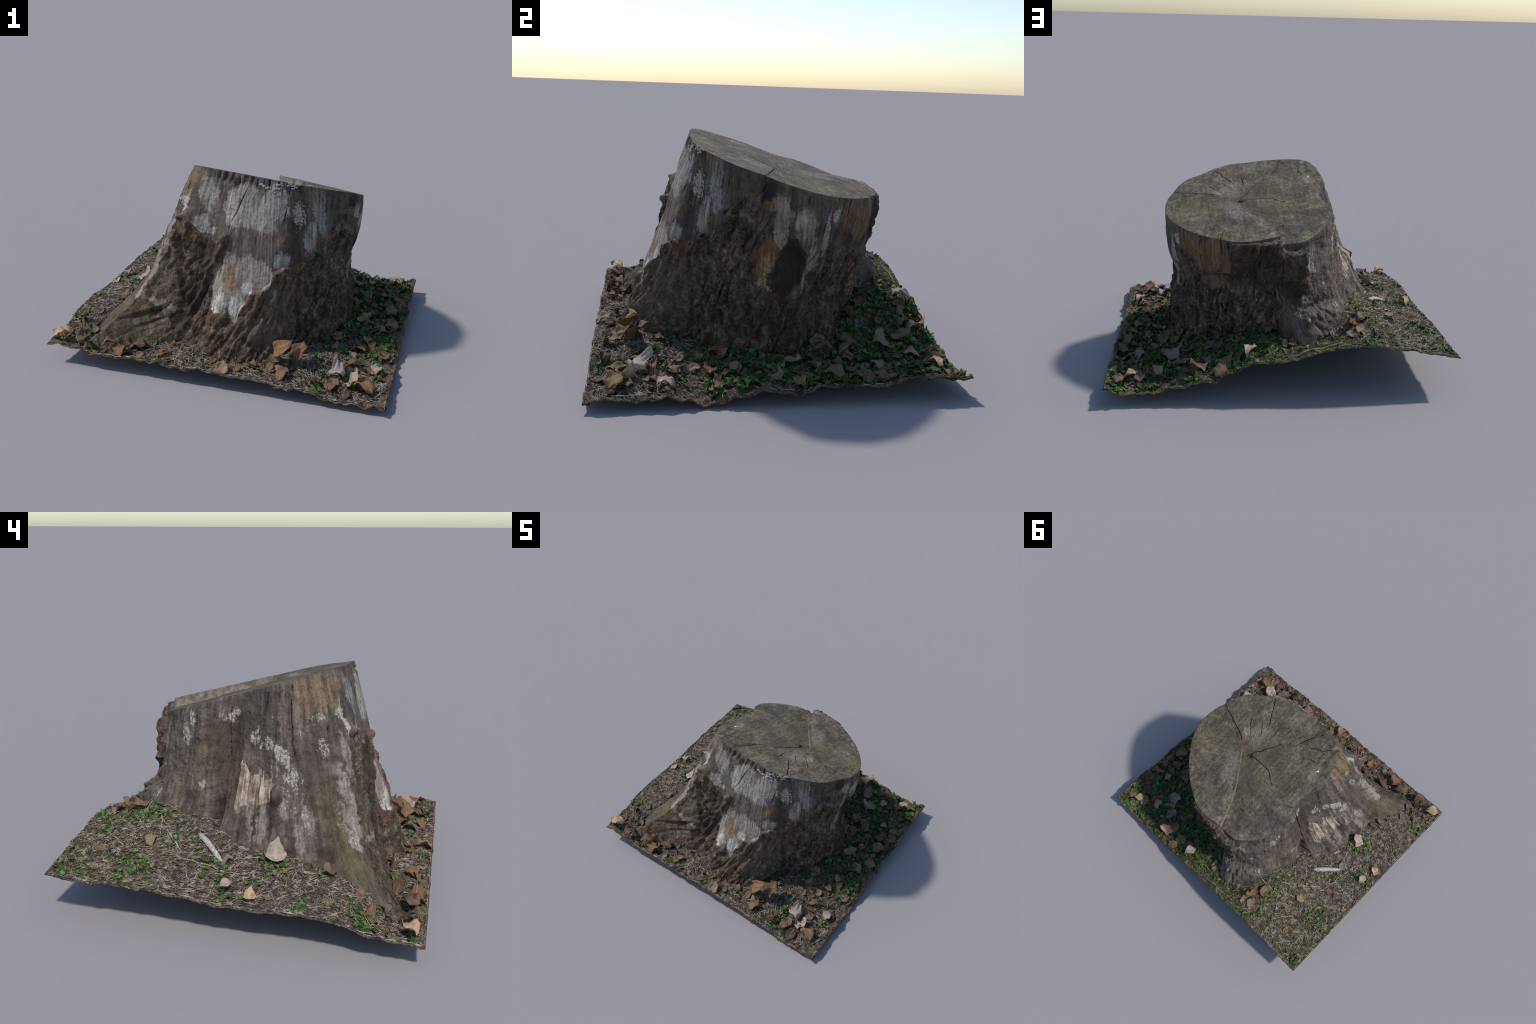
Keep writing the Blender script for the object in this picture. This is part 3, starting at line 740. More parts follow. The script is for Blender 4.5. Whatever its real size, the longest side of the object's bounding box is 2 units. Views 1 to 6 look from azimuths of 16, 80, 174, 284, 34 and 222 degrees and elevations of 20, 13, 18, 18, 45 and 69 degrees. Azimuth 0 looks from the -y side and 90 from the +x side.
WOOD_STAINS.append(((40, 32, 27), [(3, .57, .07, .12, 6, .2, 1.25), (357, .48, .065, .09, 6, .2, 1.25), (27, .50, .03, .07, 0, .4, 1), (349, .91, .05, .06, 0, .5, .8)]))  # near-black patches over the shallow +x recesses, and one just below the rim
WOOD_STAINS.append(((98, 84, 66), [(326, .94, .06, .10, 5, .6, .7), (338, .93, .05, .07, 5, .6, .7), (16, .86, .10, .05, 0, .6, .7)]))
WOOD_STAINS.append(((126, 98, 68), [(58, .74, .16, .10, 0, .4, .95), (40, .78, .08, .08, 0, .5, .9), (70, .74, .05, .10, 0, .4, .9), (62, .66, .06, .06, 0, .5, .9)]))
WOOD_STAINS.append(((78, 72, 66), [(186, .92, .10, .15, 0, .5, .85), (176, .92, .07, .10, 0, .6, .7), (208, .72, .08, .12, 0, .6, .6), (207, .60, .06, .12, 0, .6, .6)]))
WOOD_STAINS.append(((82, 67, 59), [(168, .72, .08, .20, 0, .5, .85), (160, .78, .08, .10, 0, .6, .6), (172, .60, .05, .14, 0, .5, .9), (203, .86, .04, .16, 0, .5, .6)]))
WOOD_STAINS.append(((114, 100, 89), [(152, .62, .09, .16, 0, .6, .8), (145, .55, .10, .14, 0, .6, .7), (158, .52, .07, .10, 0, .6, .6)]))
WOOD_STAINS.append(((126, 106, 82), [(215, 1.04, .10, .10, 0, .7, .8), (208, 1.0, .06, .10, 0, .6, .6), (225, 1.06, .05, .08, 0, .5, .7), (163, .48, .03, .05, 0, .5, .6)]))
WOOD_STAINS.append(((118, 106, 100), [(199, .92, .035, .15, 0, .5, .8), (204, .88, .03, .16, 0, .5, .7)]))
WOOD_STAINS.append(((96, 86, 64), [(214, .58, .05, .12, 10, .6, .75), (215, .45, .06, .10, 10, .5, .9), (216, .35, .10, .10, 10, .5, .95), (217, .29, .12, .07, 0, .5, .9), (211, .50, .035, .08, 0, .6, .8)]))
WOOD_STAINS.append(((150, 139, 132), [(223, .74, .026, .14, 6, .4, 1), (220, .60, .03, .14, 14, .4, 1), (220, .46, .028, .10, 25, .4, 1), (219, .39, .025, .06, 25, .4, 1)]))
WOOD_STAINS.append(((160, 147, 132), [(186, .600, .03, .06, 0, .35, .7), (181, .59, .03, .05, 0, .35, .7), (178, .50, .02, .08, -10, .35, .8), (191, .585, .03, .04, 0, .4, .8), (184, .52, .04, .05, 0, .4, .6)]))
WOOD_STAINS.append(((134, 126, 118), [(184, .41, .022, .09, 0, .4, 1), (189, .43, .024, .10, -8, .4, .95), (202, .37, .03, .09, 0, .4, .9), (197, .50, .02, .05, 0, .4, .8), (181, .46, .02, .05, 0, .4, .7), (206, .46, .03, .06, 0, .4, .7)]))
WOOD_STAINS.append(((58, 50, 44), [(186.5, .42, .010, .09, -6, .5, .9), (193, .44, .016, .10, -8, .5, .8), (193, .53, .04, .035, 0, .4, .9), (166, .42, .025, .09, 0, .5, .95), (199, .40, .012, .08, 0, .5, .7), (210, .33, .05, .04, 0, .5, .8), (180, .36, .03, .04, 0, .6, .6)]))
WOOD_STAINS.append(((106, 95, 84), [(117, .42, .14, .09, 0, .5, .8), (110, .36, .07, .10, 0, .5, .7)]))
WOOD_STAINS.append(((112, 106, 72), [(116, .28, .16, .06, 0, .6, .8)]))
WOOD_STAINS.append(((120, 100, 88), [(124, .66, .07, .18, 0, .6, .6)]))
WOOD_CRUSTS = []
WOOD_CRUSTS.append((LICHEN, [(299, .91, .055, .09, 8, .5, .85), (297, .83, .03, .05, 0, .5, .6), (224, .93, .028, .05, 0, .5, 1), (226, .88, .02, .05, 0, .5, 1), (213, .92, .06, .025, 0, .5, .7), (183, .80, .03, .05, 0, .6, .8), (190, .78, .04, .04, 0, .5, .8),
              (197, .74, .05, .06, 25, .5, .95), (201, .64, .06, .08, 0, .6, .7), (198, .58, .07, .08, 0, .6, .6), (214, .79, .04, .07, 0, .5, .8), (206, .56, .08, .10, 0, .7, .5), (147, .86, .022, .06, 0, .4, .95), (143, .78, .03, .07, 8, .5, .8),
              (169, .89, .03, .04, 0, .4, .9), (163, .88, .03, .04, 0, .5, .7), (157, .54, .016, .025, 0, .3, 1), (150, .52, .03, .05, 0, .5, .6), (131, .46, .06, .07, 0, .6, .6), (122, .68, .025, .14, 0, .5, .75), (128, .56, .03, .12, 0, .5, .7),
              (114, .43, .05, .035, 0, .5, .65), (122, .40, .04, .05, 0, .6, .5), (266, .74, .08, .05, 0, .6, .45), (262, .78, .07, .02, 0, .5, .7), (28, .79, .03, .05, 0, .5, .8), (23, .76, .02, .06, 6, .5, .8), (200, .83, .10, .14, 0, .7, .45), (187, .90, .09, .15, 0, .7, .40), (205, .52, .12, .18, 0, .8, .55), (196, .66, .10, .12, 0, .8, .55), (188, .70, .08, .12, 0, .8, .45), (182, .42, .10, .10, 0, .8, .45), (155, .74, .10, .16, 0, .8, .35), (140, .50, .10, .14, 0, .8, .45), (245, .92, .12, .12, 0, .8, .40), (262, .70, .12, .08, 0, .8, .45), (219, .40, .02, .06, 25, .5, .8)]))
WOOD_CRUSTS.append(((140, 134, 112), [(224, .98, .028, .05, 0, .5, .95), (216, .47, .035, .09, 10, .5, .7), (212, .44, .03, .07, 0, .6, .6), (219, .50, .02, .05, 10, .5, .8)]))
BARK_STAINS = []
BARK_STAINS.append(((104, 70, 52), [(293, .60, .030, .045, 0, .5, .9), (343, .60, .03, .05, 0, .6, .6), (348, .40, .04, .03, 0, .6, .6), (252, .34, .02, .05, 10, .4, .9)]))
BARK_STAINS.append(((124, 108, 96), [(321, .78, .03, .03, 0, .5, .6), (338, .85, .022, .05, 0, .4, .7), (348, .78, .035, .06, 0, .5, .6), (35, .64, .05, .06, 0, .6, .6), (62, .58, .09, .04, 0, .6, .6), (303, .69, .03, .03, 0, .5, .8), (252, .77, .02, .04, 0, .5, .9)]))
BARK_STAINS.append(((150, 140, 130), [(287, .255, .009, .03, 8, .3, 1), (250, .56, .02, .10, 10, .5, .6), (230, .34, .10, .016, -16, .5, .8)]))
BARK_STAINS.append(((46, 40, 33), [(243, .66, .08, .12, 6, .6, .7), (240, .42, .05, .16, 6, .6, .8), (90, .70, .22, .14, 0, .5, .6), (110, .62, .05, .14, 0, .5, .6), (243, .50, .05, .18, 6, .6, .6), (238, .28, .05, .10, 0, .6, .6), (358, .30, .25, .14, 0, .7, .35)]))
BARK_STAINS.append(((98, 92, 76), [(228, .50, .06, .14, 8, .6, .5), (226, .22, .20, .06, 0, .7, .5)]))
BARK_STAINS.append(((118, 100, 82), [(275, .30, .16, .14, 0, .8, .5), (290, .40, .14, .14, 0, .8, .4)]))
CUT_STAINS = []
CUT_STAINS.append(((70, 70, 74), [(-.275, .30, .05, .035, 35, .8, .6), (-.20, .36, .10, .05, 40, .8, .6), (.305, .365, .07, .05, 20, .9, .55), (-.10, .45, .07, .05, 60, .9, .5)]))
CUT_STAINS.append(((72, 66, 55), [(.10, .22, .05, .14, 38, .9, .6), (-.01, .45, .035, .09, 18, .9, .4), (.10, -.02, .13, .05, 50, .9, .45), (.30, .05, .10, .04, -20, .9, .5), (.02, .22, .10, .10, 0, .9, .35), (-.12, -.22, .10, .05, 40, .9, .4), (-.06, .08, .10, .04, 10, .9, .35), (.20, .06, .05, .05, 0, .9, .5)]))
CUT_STAINS.append(((120, 106, 82), [(.60, .24, .05, .13, 20, .9, .5), (.50, .40, .07, .06, -45, .9, .4), (.36, .50, .08, .04, -20, .9, .35)]))
CUT_STAINS.append(((104, 96, 66), [(.46, .18, .10, .10, 0, .9, .4), (.26, .45, .07, .05, 20, .9, .45), (.36, .25, .05, .07, 0, .9, .4), (-.02, .16, .10, .06, 0, .9, .3)]))
CUT_STAINS.append(((140, 131, 121), [(.21, .28, .018, .14, 38, .9, .6), (.07, .50, .015, .09, 18, .9, .6), (.26, .25, .05, .12, 20, .9, .5), (.10, .45, .04, .10, 15, .9, .4), (.33, -.02, .05, .05, 0, .9, .4), (.26, -.08, .03, .09, 10, .9, .45)]))
CUT_STAINS.append(((42, 36, 31), [(-.02, .405, .010, .014, 0, .6, .9), (.215, .088, .016, .010, 30, .6, .95), (.203, .082, .010, .012, 0, .5, .9)]))
CUT_STAINS.append(((112, 96, 78), [(.285, .085, .022, .03, 30, .5, .9), (.300, .13, .01, .06, 25, .6, .5)]))
CUT_STAINS.append(((205, 205, 205), [(-.232, -.118, .006, .008, 0, .5, 1), (-.225, -.10, .004, .004, 0, .5, .9)]))
CHECKS = [[(.221, .083), (.209, .049), (.174, .015), (.163, -.010), (.133, -.049), (.100, -.102)], [(.021, -.148), (-.004, -.197), (-.026, -.242), (-.052, -.284), (-.088, -.332)],
          [(-.086, -.214), (-.129, -.237), (-.163, -.248), (-.203, -.285), (-.265, -.325)], [(-.163, -.248), (-.185, -.230), (-.178, -.203), (-.200, -.169)],
          [(.339, .042), (.429, .005), (.504, -.023), (.539, -.034), (.584, -.048), (.640, -.074)], [(.370, -.325), (.318, -.249), (.292, -.205), (.264, -.153)],
          [(.318, -.143), (.251, -.058)], [(.200, .082), (.131, .081), (.039, .081), (-.060, .148)], [(.305, .005), (.340, -.042), (.395, -.106)], [(.469, .459), (.445, .429)],
          [(.352, .540), (.329, .459)], [(-.323, -.028), (-.254, -.028)], [(-.287, .165), (-.212, .190)], [(-.081, -.117), (-.136, -.150), (-.185, -.168)], [(.190, -.188), (.183, -.099)]]
CHECK_WIDTH = [.0038, .0034, .003, .0022, .003, .003, .0022, .0022, .0022, .0025, .0025, .0022, .0022, .002, .002]


# ---------------------------------------------------------------- mesh builders
def mesh_from(name, verts, faces, mats=(), face_mat=None, smooth_shade=True):
    me = bpy.data.meshes.new(name)
    faces = np.asarray(faces)
    n, k = faces.shape
    me.vertices.add(len(verts)); me.vertices.foreach_set("co", np.asarray(verts, np.float32).ravel())
    me.loops.add(n * k); me.loops.foreach_set("vertex_index", faces.astype(np.int32).ravel())
    me.polygons.add(n); me.polygons.foreach_set("loop_start", np.arange(0, n * k, k, dtype=np.int32))
    for m in mats: me.materials.append(m)
    if face_mat is not None: me.polygons.foreach_set("material_index", np.asarray(face_mat, np.int32))
    me.polygons.foreach_set("use_smooth", np.full(n, smooth_shade))
    me.update(calc_edges=True); me.validate()
    return me


def add(name, me, parent=None, loc=(0, 0, 0)):
    ob = bpy.data.objects.new(name, me); bpy.context.scene.collection.objects.link(ob)
    ob.location = loc
    if parent is not None: ob.parent = parent
    return ob


def vertex_normals(verts, faces):
    q = verts[faces]
    fn = np.cross(q[:, 2] - q[:, 0], q[:, 3] - q[:, 1])
    vn = np.zeros_like(verts)
    for k in range(4):
        np.add.at(vn, faces[:, k], fn)
    return vn / np.maximum(np.linalg.norm(vn, axis=1, keepdims=True), 1e-12)


def split_part(name, verts, faces, normals, keep, mats, parent, face_mat=None):
    f = faces[keep]; used, inv = np.unique(f.ravel(), return_inverse=True)
    me = mesh_from(name, verts[used], inv.reshape(-1, 4), mats, None if face_mat is None else face_mat[keep])
    me.normals_split_custom_set_from_vertices(normals[used].astype(np.float32))
    return add(name, me, parent)


stump = bpy.data.objects.new("tree_stump", None); bpy.context.scene.collection.objects.link(stump)
stump["label"] = "old sawn tree stump with loose bark on a square of leaf litter"
stump["category"] = "tree stump"

SECTORS = 15
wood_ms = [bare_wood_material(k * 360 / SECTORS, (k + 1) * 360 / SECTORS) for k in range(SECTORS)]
bark_m, cut_m = bark_material(), cut_material()


def splinter_material():
    n = Nodes("pale_splintered_wood")
    P = n.coords()
    ring = around_axis(n, n.vmath("ADD", P, n.vmath("SCALE", n.noise(P, 9, 3, .6, color=True), scale=.02)), .12)
    v = n.math("ADD", n.math("MULTIPLY", n.noise(ring, 24, 4, .65), .65), n.math("MULTIPLY", n.noise(P, 30, 5, .7), .35))
    c = n.ramp(v, [(.34, srgb(78, 66, 57)), (.44, srgb(122, 107, 94)), (.54, srgb(166, 152, 137)), (.66, srgb(190, 182, 172))])
    n.bump(v, .9, .010)
    return n.color(c)


splinter_m = splinter_material()
sunlit_paint_m = plain_material("torn_wood", (80, 72, 62), (128, 119, 106), 30)  # sunlight on the step wall painted in as a paler tone
crack_m = plain_material("dark_crack", (26, 22, 19), (40, 34, 29))

NA, NL = 1320, 330
verts, bark_w, groove_w, torn_w, _, _ = trunk_surface(NA, NL)
ia = np.arange(NA)[:, None]; il = np.arange(NL - 1)[None, :]
nx = (ia + 1) % NA
faces = np.stack([ia * NL + il, nx * NL + il, nx * NL + il + 1, ia * NL + il + 1], -1).reshape(-1, 4)
mid = verts[faces].mean(1)
above = mid[:, 2] > floor_base(mid[:, 0], mid[:, 1]) - 0.03
faces = faces[above]
normals = vertex_normals(verts, faces)
fb = bark_w[faces].mean(1) > 0.5
fg = groove_w[faces].mean(1) > 0.72
sector = np.repeat(np.arange(NA) * SECTORS // NA, NL - 1)[above]
split_part("bark", verts, faces, normals, fb, [bark_m], stump)
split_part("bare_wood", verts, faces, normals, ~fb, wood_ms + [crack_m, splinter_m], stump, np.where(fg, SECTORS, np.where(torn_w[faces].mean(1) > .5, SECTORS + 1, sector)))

# the sawn face: rings from the pith to the very rim vertices
NR = 190
rim = verts[np.arange(NA) * NL + NL - 1]
s = np.linspace(0.0004, 1, NR)
cx2, cy2 = PITH
gx = cx2 + (rim[:, 0] - cx2)[:, None] * s; gy = cy2 + (rim[:, 1] - cy2)[:, None] * s
x, y = gx.ravel(), gy.ravel()
z = cut_height(x, y)
p = np.stack([x, y, x * 0], 1)
inner = 1 - smooth(.985, 1.0, np.tile(s, NA))
check = np.zeros(len(x))
for line, wd in zip(CHECKS, CHECK_WIDTH):
    jit = 0.006
    qx = x + jit * vnoise(p * 28, 81); qy = y + jit * vnoise(p * 28, 82)
    dist, _, _ = line_side(line, qx, qy)
    check = np.maximum(check, 1 - smooth(wd * .4, wd * 1.1, dist))
pith_hole = np.exp(-((x - .213)**2 + (y - .086)**2) / .012**2)
z = z + inner * (0.0022 * vnoise(p * 9, 83) + 0.0012 * fbm(p * 40, 2, 84) - 0.010 * check - 0.012 * pith_hole - 0.004 * np.exp(-((x + .02)**2 + (y - .406)**2) / .01**2))
ir = np.arange(NR - 1)[None, :]
cf = np.stack([ia * NR + ir, ia * NR + ir + 1, nx * NR + ir + 1, nx * NR + ir], -1).reshape(-1, 4)
cv = np.stack([x, y, z], 1)
cv[np.arange(NA) * NR + NR - 1] = rim
cmat = (check[cf].mean(1) > .55).astype(int)
steep = np.ptp(z[cf], axis=1) > .012
away = np.hypot(x[cf].mean(1) - cx2, y[cf].mean(1) - cy2) > .03
cmat = np.where(steep & away & (cmat == 0), 2, cmat)
cut = mesh_from("cut_face", cv, cf, [cut_m, crack_m, sunlit_paint_m], cmat)
add("cut_face", cut, stump)

# ---------------------------------------------------------------- floor
soil_m = floor_material()
NX, NY = 361, 319
fx = np.linspace(-HALF_X, HALF_X, NX); fy = np.linspace(-HALF_Y, HALF_Y, NY)
FX, FY = np.meshgrid(fx, fy, indexing="ij"); FX = FX.ravel(); FY = FY.ravel()
FZ = floor_height(FX, FY)
FZ = np.maximum(FZ, 0.006)
i = np.arange(NX - 1)[:, None]; j = np.arange(NY - 1)[None, :]
ff = np.stack([i * NY + j, (i + 1) * NY + j, (i + 1) * NY + j + 1, i * NY + j + 1], -1).reshape(-1, 4)
fv = np.stack([FX, FY, FZ], 1)
out_d = outside_trunk(FX, FY)
ff = ff[out_d[ff].max(1) > -0.05]
used, inv = np.unique(ff.ravel(), return_inverse=True)
floor = add("forest_floor", mesh_from("forest_floor", fv[used], inv.reshape(-1, 4), [soil_m]), stump)
sol = floor.modifiers.new("thickness", "SOLIDIFY"); sol.thickness = 0.006; sol.offset = -1


def ground(x, y):
    return float(max(floor_height(np.array([x]), np.array([y]))[0], .006))


# ---------------------------------------------------------------- leaves
def leaf_mesh(name, length, width, curl, fold, wave, lobes, seed, mat, thick=.0014, nu=13, nv=9):
    """A leaf of real thickness: outline from a width rule, bent along and across, with wavy edges."""
    rg = random.Random(seed); ph = rg.uniform(0, 6.28); ph2 = rg.uniform(0, 6.28)
    top = []
    for iu in range(nu):
        u = iu / (nu - 1)
        w = width * .5 * (math.sin(math.pi * min(1, max(0, u * .96 + .02)))**.75) * (1.15 - .45 * u) * (1 + lobes * .30 * math.cos(u * 15 + ph))
        for iv in range(nv):
            v = iv / (nv - 1) * 2 - 1
            xx = (u - .5) * length + lobes * .10 * length * abs(v) * math.sin(u * 9 + ph)
            yy = v * w
            zz = fold * abs(v) * w + width * .05 * wave * math.sin(11 * u + 6 * v + ph) + curl * ((u - .35) * length)**2 / length * 4 + wave * width * .16 * math.sin(u * 7 + ph + 2.2 * v) * abs(v) + wave * width * .08 * math.sin(u * 15 + ph2) * v
            top.append((xx, yy, zz))
    N = len(top)
    vs = top + [(a, b, c - thick) for a, b, c in top]
    fs = []
    for iu in range(nu - 1):
        for iv in range(nv - 1):
            a = iu * nv + iv
            fs.append((a, a + nv, a + nv + 1, a + 1)); fs.append((N + a, N + a + 1, N + a + nv + 1, N + a + nv))
    for iu in range(nu - 1):
        a = iu * nv; fs.append((a, N + a, N + a + nv, a + nv))
        a = iu * nv + nv - 1; fs.append((a, a + nv, N + a + nv, N + a))
    for iv in range(nv - 1):
        a = iv; fs.append((a, a + 1, N + a + 1, N + a))
        a = (nu - 1) * nv + iv; fs.append((a, N + a, N + a + 1, a + 1))
    zmin = min(v[2] for v in vs)
    vs = [(a, b, c - zmin) for a, b, c in vs]
    return mesh_from(name, np.array(vs), np.array(fs), [mat])


dead_m = leaf_material("dead_leaf", [(0, srgb(84, 67, 54)), (.15, srgb(138, 114, 92)), (.30, srgb(98, 78, 64)), (.45, srgb(162, 138, 112)), (.56, srgb(120, 88, 66)), (.66, srgb(140, 128, 117)), (.76, srgb(88, 70, 58)), (.88, srgb(142, 110, 78)), (1, srgb(96, 79, 66))], srgb(176, 146, 112))  # browns darkened to carry the shade the litter lies in
green_m = leaf_material("green_leaf", [(0, srgb(52, 78, 36)), (.3, srgb(68, 98, 46)), (.55, srgb(46, 68, 34)), (.8, srgb(88, 118, 62)), (1, srgb(108, 132, 68))], srgb(120, 146, 88), .2)
dead_kinds = [leaf_mesh("dead_leaf", *k, mat=dead_m) for k in [
    (.085, .062, .16, .18, .7, 0, 1), (.075, .050, .25, .08, .9, 0, 2), (.095, .075, -.14, .22, .7, .35, 3), (.070, .055, .08, .35, .8, 0, 4),
    (.090, .078, .20, -.20, .8, .5, 5), (.080, .045, .35, .15, .6, 0, 6), (.100, .068, -.20, .14, .9, .2, 7), (.065, .048, .12, .28, 1.0, 0, 8)]]
pale_m = leaf_material("pale_leaf", [(0, srgb(206, 176, 142)), (.5, srgb(188, 156, 122)), (1, srgb(176, 166, 158))], srgb(214, 190, 160))
pale_kinds = [leaf_mesh("pale_leaf", *k, mat=pale_m) for k in [(.095, .085, .35, .30, .7, .2, 21), (.085, .070, -.25, .25, .9, .3, 22), (.100, .075, .20, -.25, .8, .4, 23)]]
green_kinds = [leaf_mesh("green_leaf", *k, mat=green_m, thick=.0010, nu=9, nv=7) for k in [
    (.038, .034, .3, .25, .7, 0, 11), (.032, .030, -.3, .15, .9, 0, 12), (.048, .034, .2, .4, .6, 0, 13), (.028, .026, .4, .1, .8, 0, 14), (.060, .024, .3, .3, .8, 0, 15)]]


def place(name, me, x, y, z, yaw, pitch, roll, scale, parent):
    ob = bpy.data.objects.new(name, me); bpy.context.scene.collection.objects.link(ob)
    ob.location = (x, y, z); ob.rotation_euler = (roll, pitch, yaw); ob.scale = (scale,) * 3; ob.parent = parent
    return ob


def scatter(count, density, margin, seed, clear=.01):
    rg = random.Random(seed); got = []
    tries = 0
    while len(got) < count and tries < 400000:
        tries += 1
        x = rg.uniform(-HALF_X + margin, HALF_X - margin); y = rg.uniform(-HALF_Y + margin, HALF_Y - margin)
        if rg.random() < density(x, y):
            got.append((x, y))
    a = np.array(got); d = outside_trunk(a[:, 0], a[:, 1])
    return [tuple(q) for q in a[d > clear]]


def slope(x, y, e=.03):
    b = floor_base(np.array([x - e, x + e, x, x]), np.array([y, y, y - e, y + e]))
    return (b[1] - b[0]) / (2 * e), (b[3] - b[2]) / (2 * e)


def dead_density(x, y):
    if x < -.45 and y > -.62: return .13
    if y < -.62 and x < -.3: return 1.0
    if x > .35 and y < -.45: return 1.0
    if x > .1: return 1.0
    return .45


def clump(x, y, seed, scale=7.0):
    return float(smooth(-.05, .30, vnoise(np.array([[x * scale, y * scale, seed]]), 5)))


def green_density(x, y):
    if x > .45 and y > -.35: return .35 + .65 * clump(x, y, 3)
    if x > .05 and y > .5: return .35 + .65 * clump(x, y, 3)
    if x > .45 and y < -.4: return .35 * clump(x, y, 4)
    if x < -.7 and y < -.55: return .7 * clump(x, y, 5)
    if x < -.45 and y > .3: return .55 * clump(x, y, 6, 5)
    if x < -.45: return .40 * clump(x, y, 7, 5)
    return .25 * clump(x, y, 8)


rg = random.Random(21)
spots = scatter(430, dead_density, .056, 5)[:288]
for x, y in spots:
    sx, sy = slope(x, y)
    me = rg.choice(dead_kinds); yaw = rg.uniform(0, TAU)
    sc = rg.uniform(.55, 1.10) * (.75 if x < -.45 and y > -.6 else 1)
    tilt = .24 if leafy(np.array([x]), np.array([y]))[0] > .5 else .12
    wp = sx * math.cos(yaw) + sy * math.sin(yaw); wr = -sx * math.sin(yaw) + sy * math.cos(yaw)
    place("dead_leaf", me, x, y, ground(x, y) + .001, yaw, -math.atan(wp) + rg.gauss(0, tilt), math.atan(wr) + rg.gauss(0, tilt), sc, stump)

# leaves that stand out singly: x, y, lift, yaw, pitch, roll (degrees), scale, kind
def single(kinds, *rows):
    for x, y, up, yaw, pt, rl, sc, k in rows:
        me = kinds[k % len(kinds)]
        place(me.name.split(".")[0], me, x, y, ground(x, y) + up, math.radians(yaw), math.radians(pt), math.radians(rl), sc, stump)


single(pale_kinds, (-.672, -.156, .020, 15, -26, 12, 1.20, 0), (.690, -.640, .022, 120, -12, 18, 1.3, 2), (-.90, .02, .012, 110, 5, -8, .85, 1), (.478, .790, .02, 30, -8, 5, 1.15, 2),
       (.80, -.70, .025, 30, -25, -15, 1.2, 0), (-.93, -.80, .02, 35, -10, 8, 1.2, 1), (-.93, -.10, .010, 10, -6, 5, .7, 0), (.90, -.52, .02, 70, -12, 8, 1.0, 1), (.86, .76, .02, 20, -10, 5, .9, 1), (.19, .800, .02, 70, -15, 10, 1.1, 1))
single(dead_kinds, (-.293, -.675, .03, 80, -78, 10, 1.2, 0), (.735, .084, .025, 40, -10, 15, 1.2, 0), (.075, -.825, .02, 100, -45, 5, 1.05, 2), (.41, -.665, .05, 20, -55, 30, 1.4, 6), (.49, -.62, .05, 75, -60, -10, 1.35, 2),
       (-.50, .196, .0, 20, 30, 10, .8, 5), (-.72, -.42, .012, 45, 0, 15, .9, 4), (.85, -.75, .02, 160, -20, 5, 1.3, 2), (.76, -.80, .02, 90, -10, 12, 1.2, 0), (-.80, -.82, .02, 95, 10, 8, 1.2, 6),
       (-.55, -.82, .02, 10, 0, 12, 1.3, 4), (-.62, -.80, .03, 50, 0, -12, 1.2, 6), (.62, .55, .02, 200, -12, 8, 1.3, 4), (.55, .68, .02, 100, -10, 10, 1.3, 0), (.72, .35, .02, 300, -14, 8, 1.2, 6), (.90, .25, .02, 60, -10, 10, 1.2, 2))

greens = scatter(1500, green_density, .030, 9)
rg = random.Random(33)
bulk_v, bulk_f = [], []
gl = {me.name: (np.array([v.co[:] for v in me.vertices]), np.array([q.vertices[:] for q in me.polygons])) for me in green_kinds}
nb = 0
# clumps: each spot carries two to four leaflets on a short stalk
for idx, (x, y) in enumerate(greens):
    for k in range(1 if idx < 300 else rg.choice((1, 1, 2))):
        me = rg.choice(green_kinds)
        ox, oy = (0, 0) if k == 0 else (rg.gauss(0, .014), rg.gauss(0, .014))
        px, py = min(max(x + ox, -.985), .985), min(max(y + oy, -.868), .868)
        sx, sy = slope(px, py); yaw = rg.uniform(0, TAU)
        sc = rg.uniform(.65, 1.15) * (1 if px > 0 else .8)
        rot = (math.atan(-sx * math.sin(yaw) + sy * math.cos(yaw)) + rg.gauss(0, .3), -math.atan(sx * math.cos(yaw) + sy * math.sin(yaw)) + rg.gauss(0, .3), yaw)
        zz = ground(px, py) + rg.uniform(.001, .012)
        if idx < 300:
            ob = place("green_leaf", me, px, py, zz, rot[2], rot[1], rot[0], sc, stump)
        else:
            M = np.array(Euler(rot).to_matrix()) * sc
            v, f = gl[me.name]
            bulk_v.append(v @ M.T + [px, py, zz]); bulk_f.append(f + nb); nb += len(v)
if bulk_v:
    n = Nodes("ground_cover_leaf")
    cell = n.t.nodes.new("ShaderNodeSeparateColor"); n.put(cell.inputs[0], n.voronoi(n.coords(), 45, "F1", "Color"))
    c = n.ramp(cell.outputs[0], [(0, srgb(42, 62, 30)), (.35, srgb(58, 86, 40)), (.7, srgb(76, 104, 52)), (1, srgb(100, 124, 64))])
    n.color(n.mix(n.range(n.noise(n.coords(), 60, 3, .6), .45, .65, 0, .5), c, srgb(40, 58, 26)))
    n.bsdf.inputs["Roughness"].default_value = .65
    cover = add("ground_cover", mesh_from("ground_cover", np.vstack(bulk_v), np.vstack(bulk_f), [n.mat]), stump)
    cover["kind"] = "stuff"


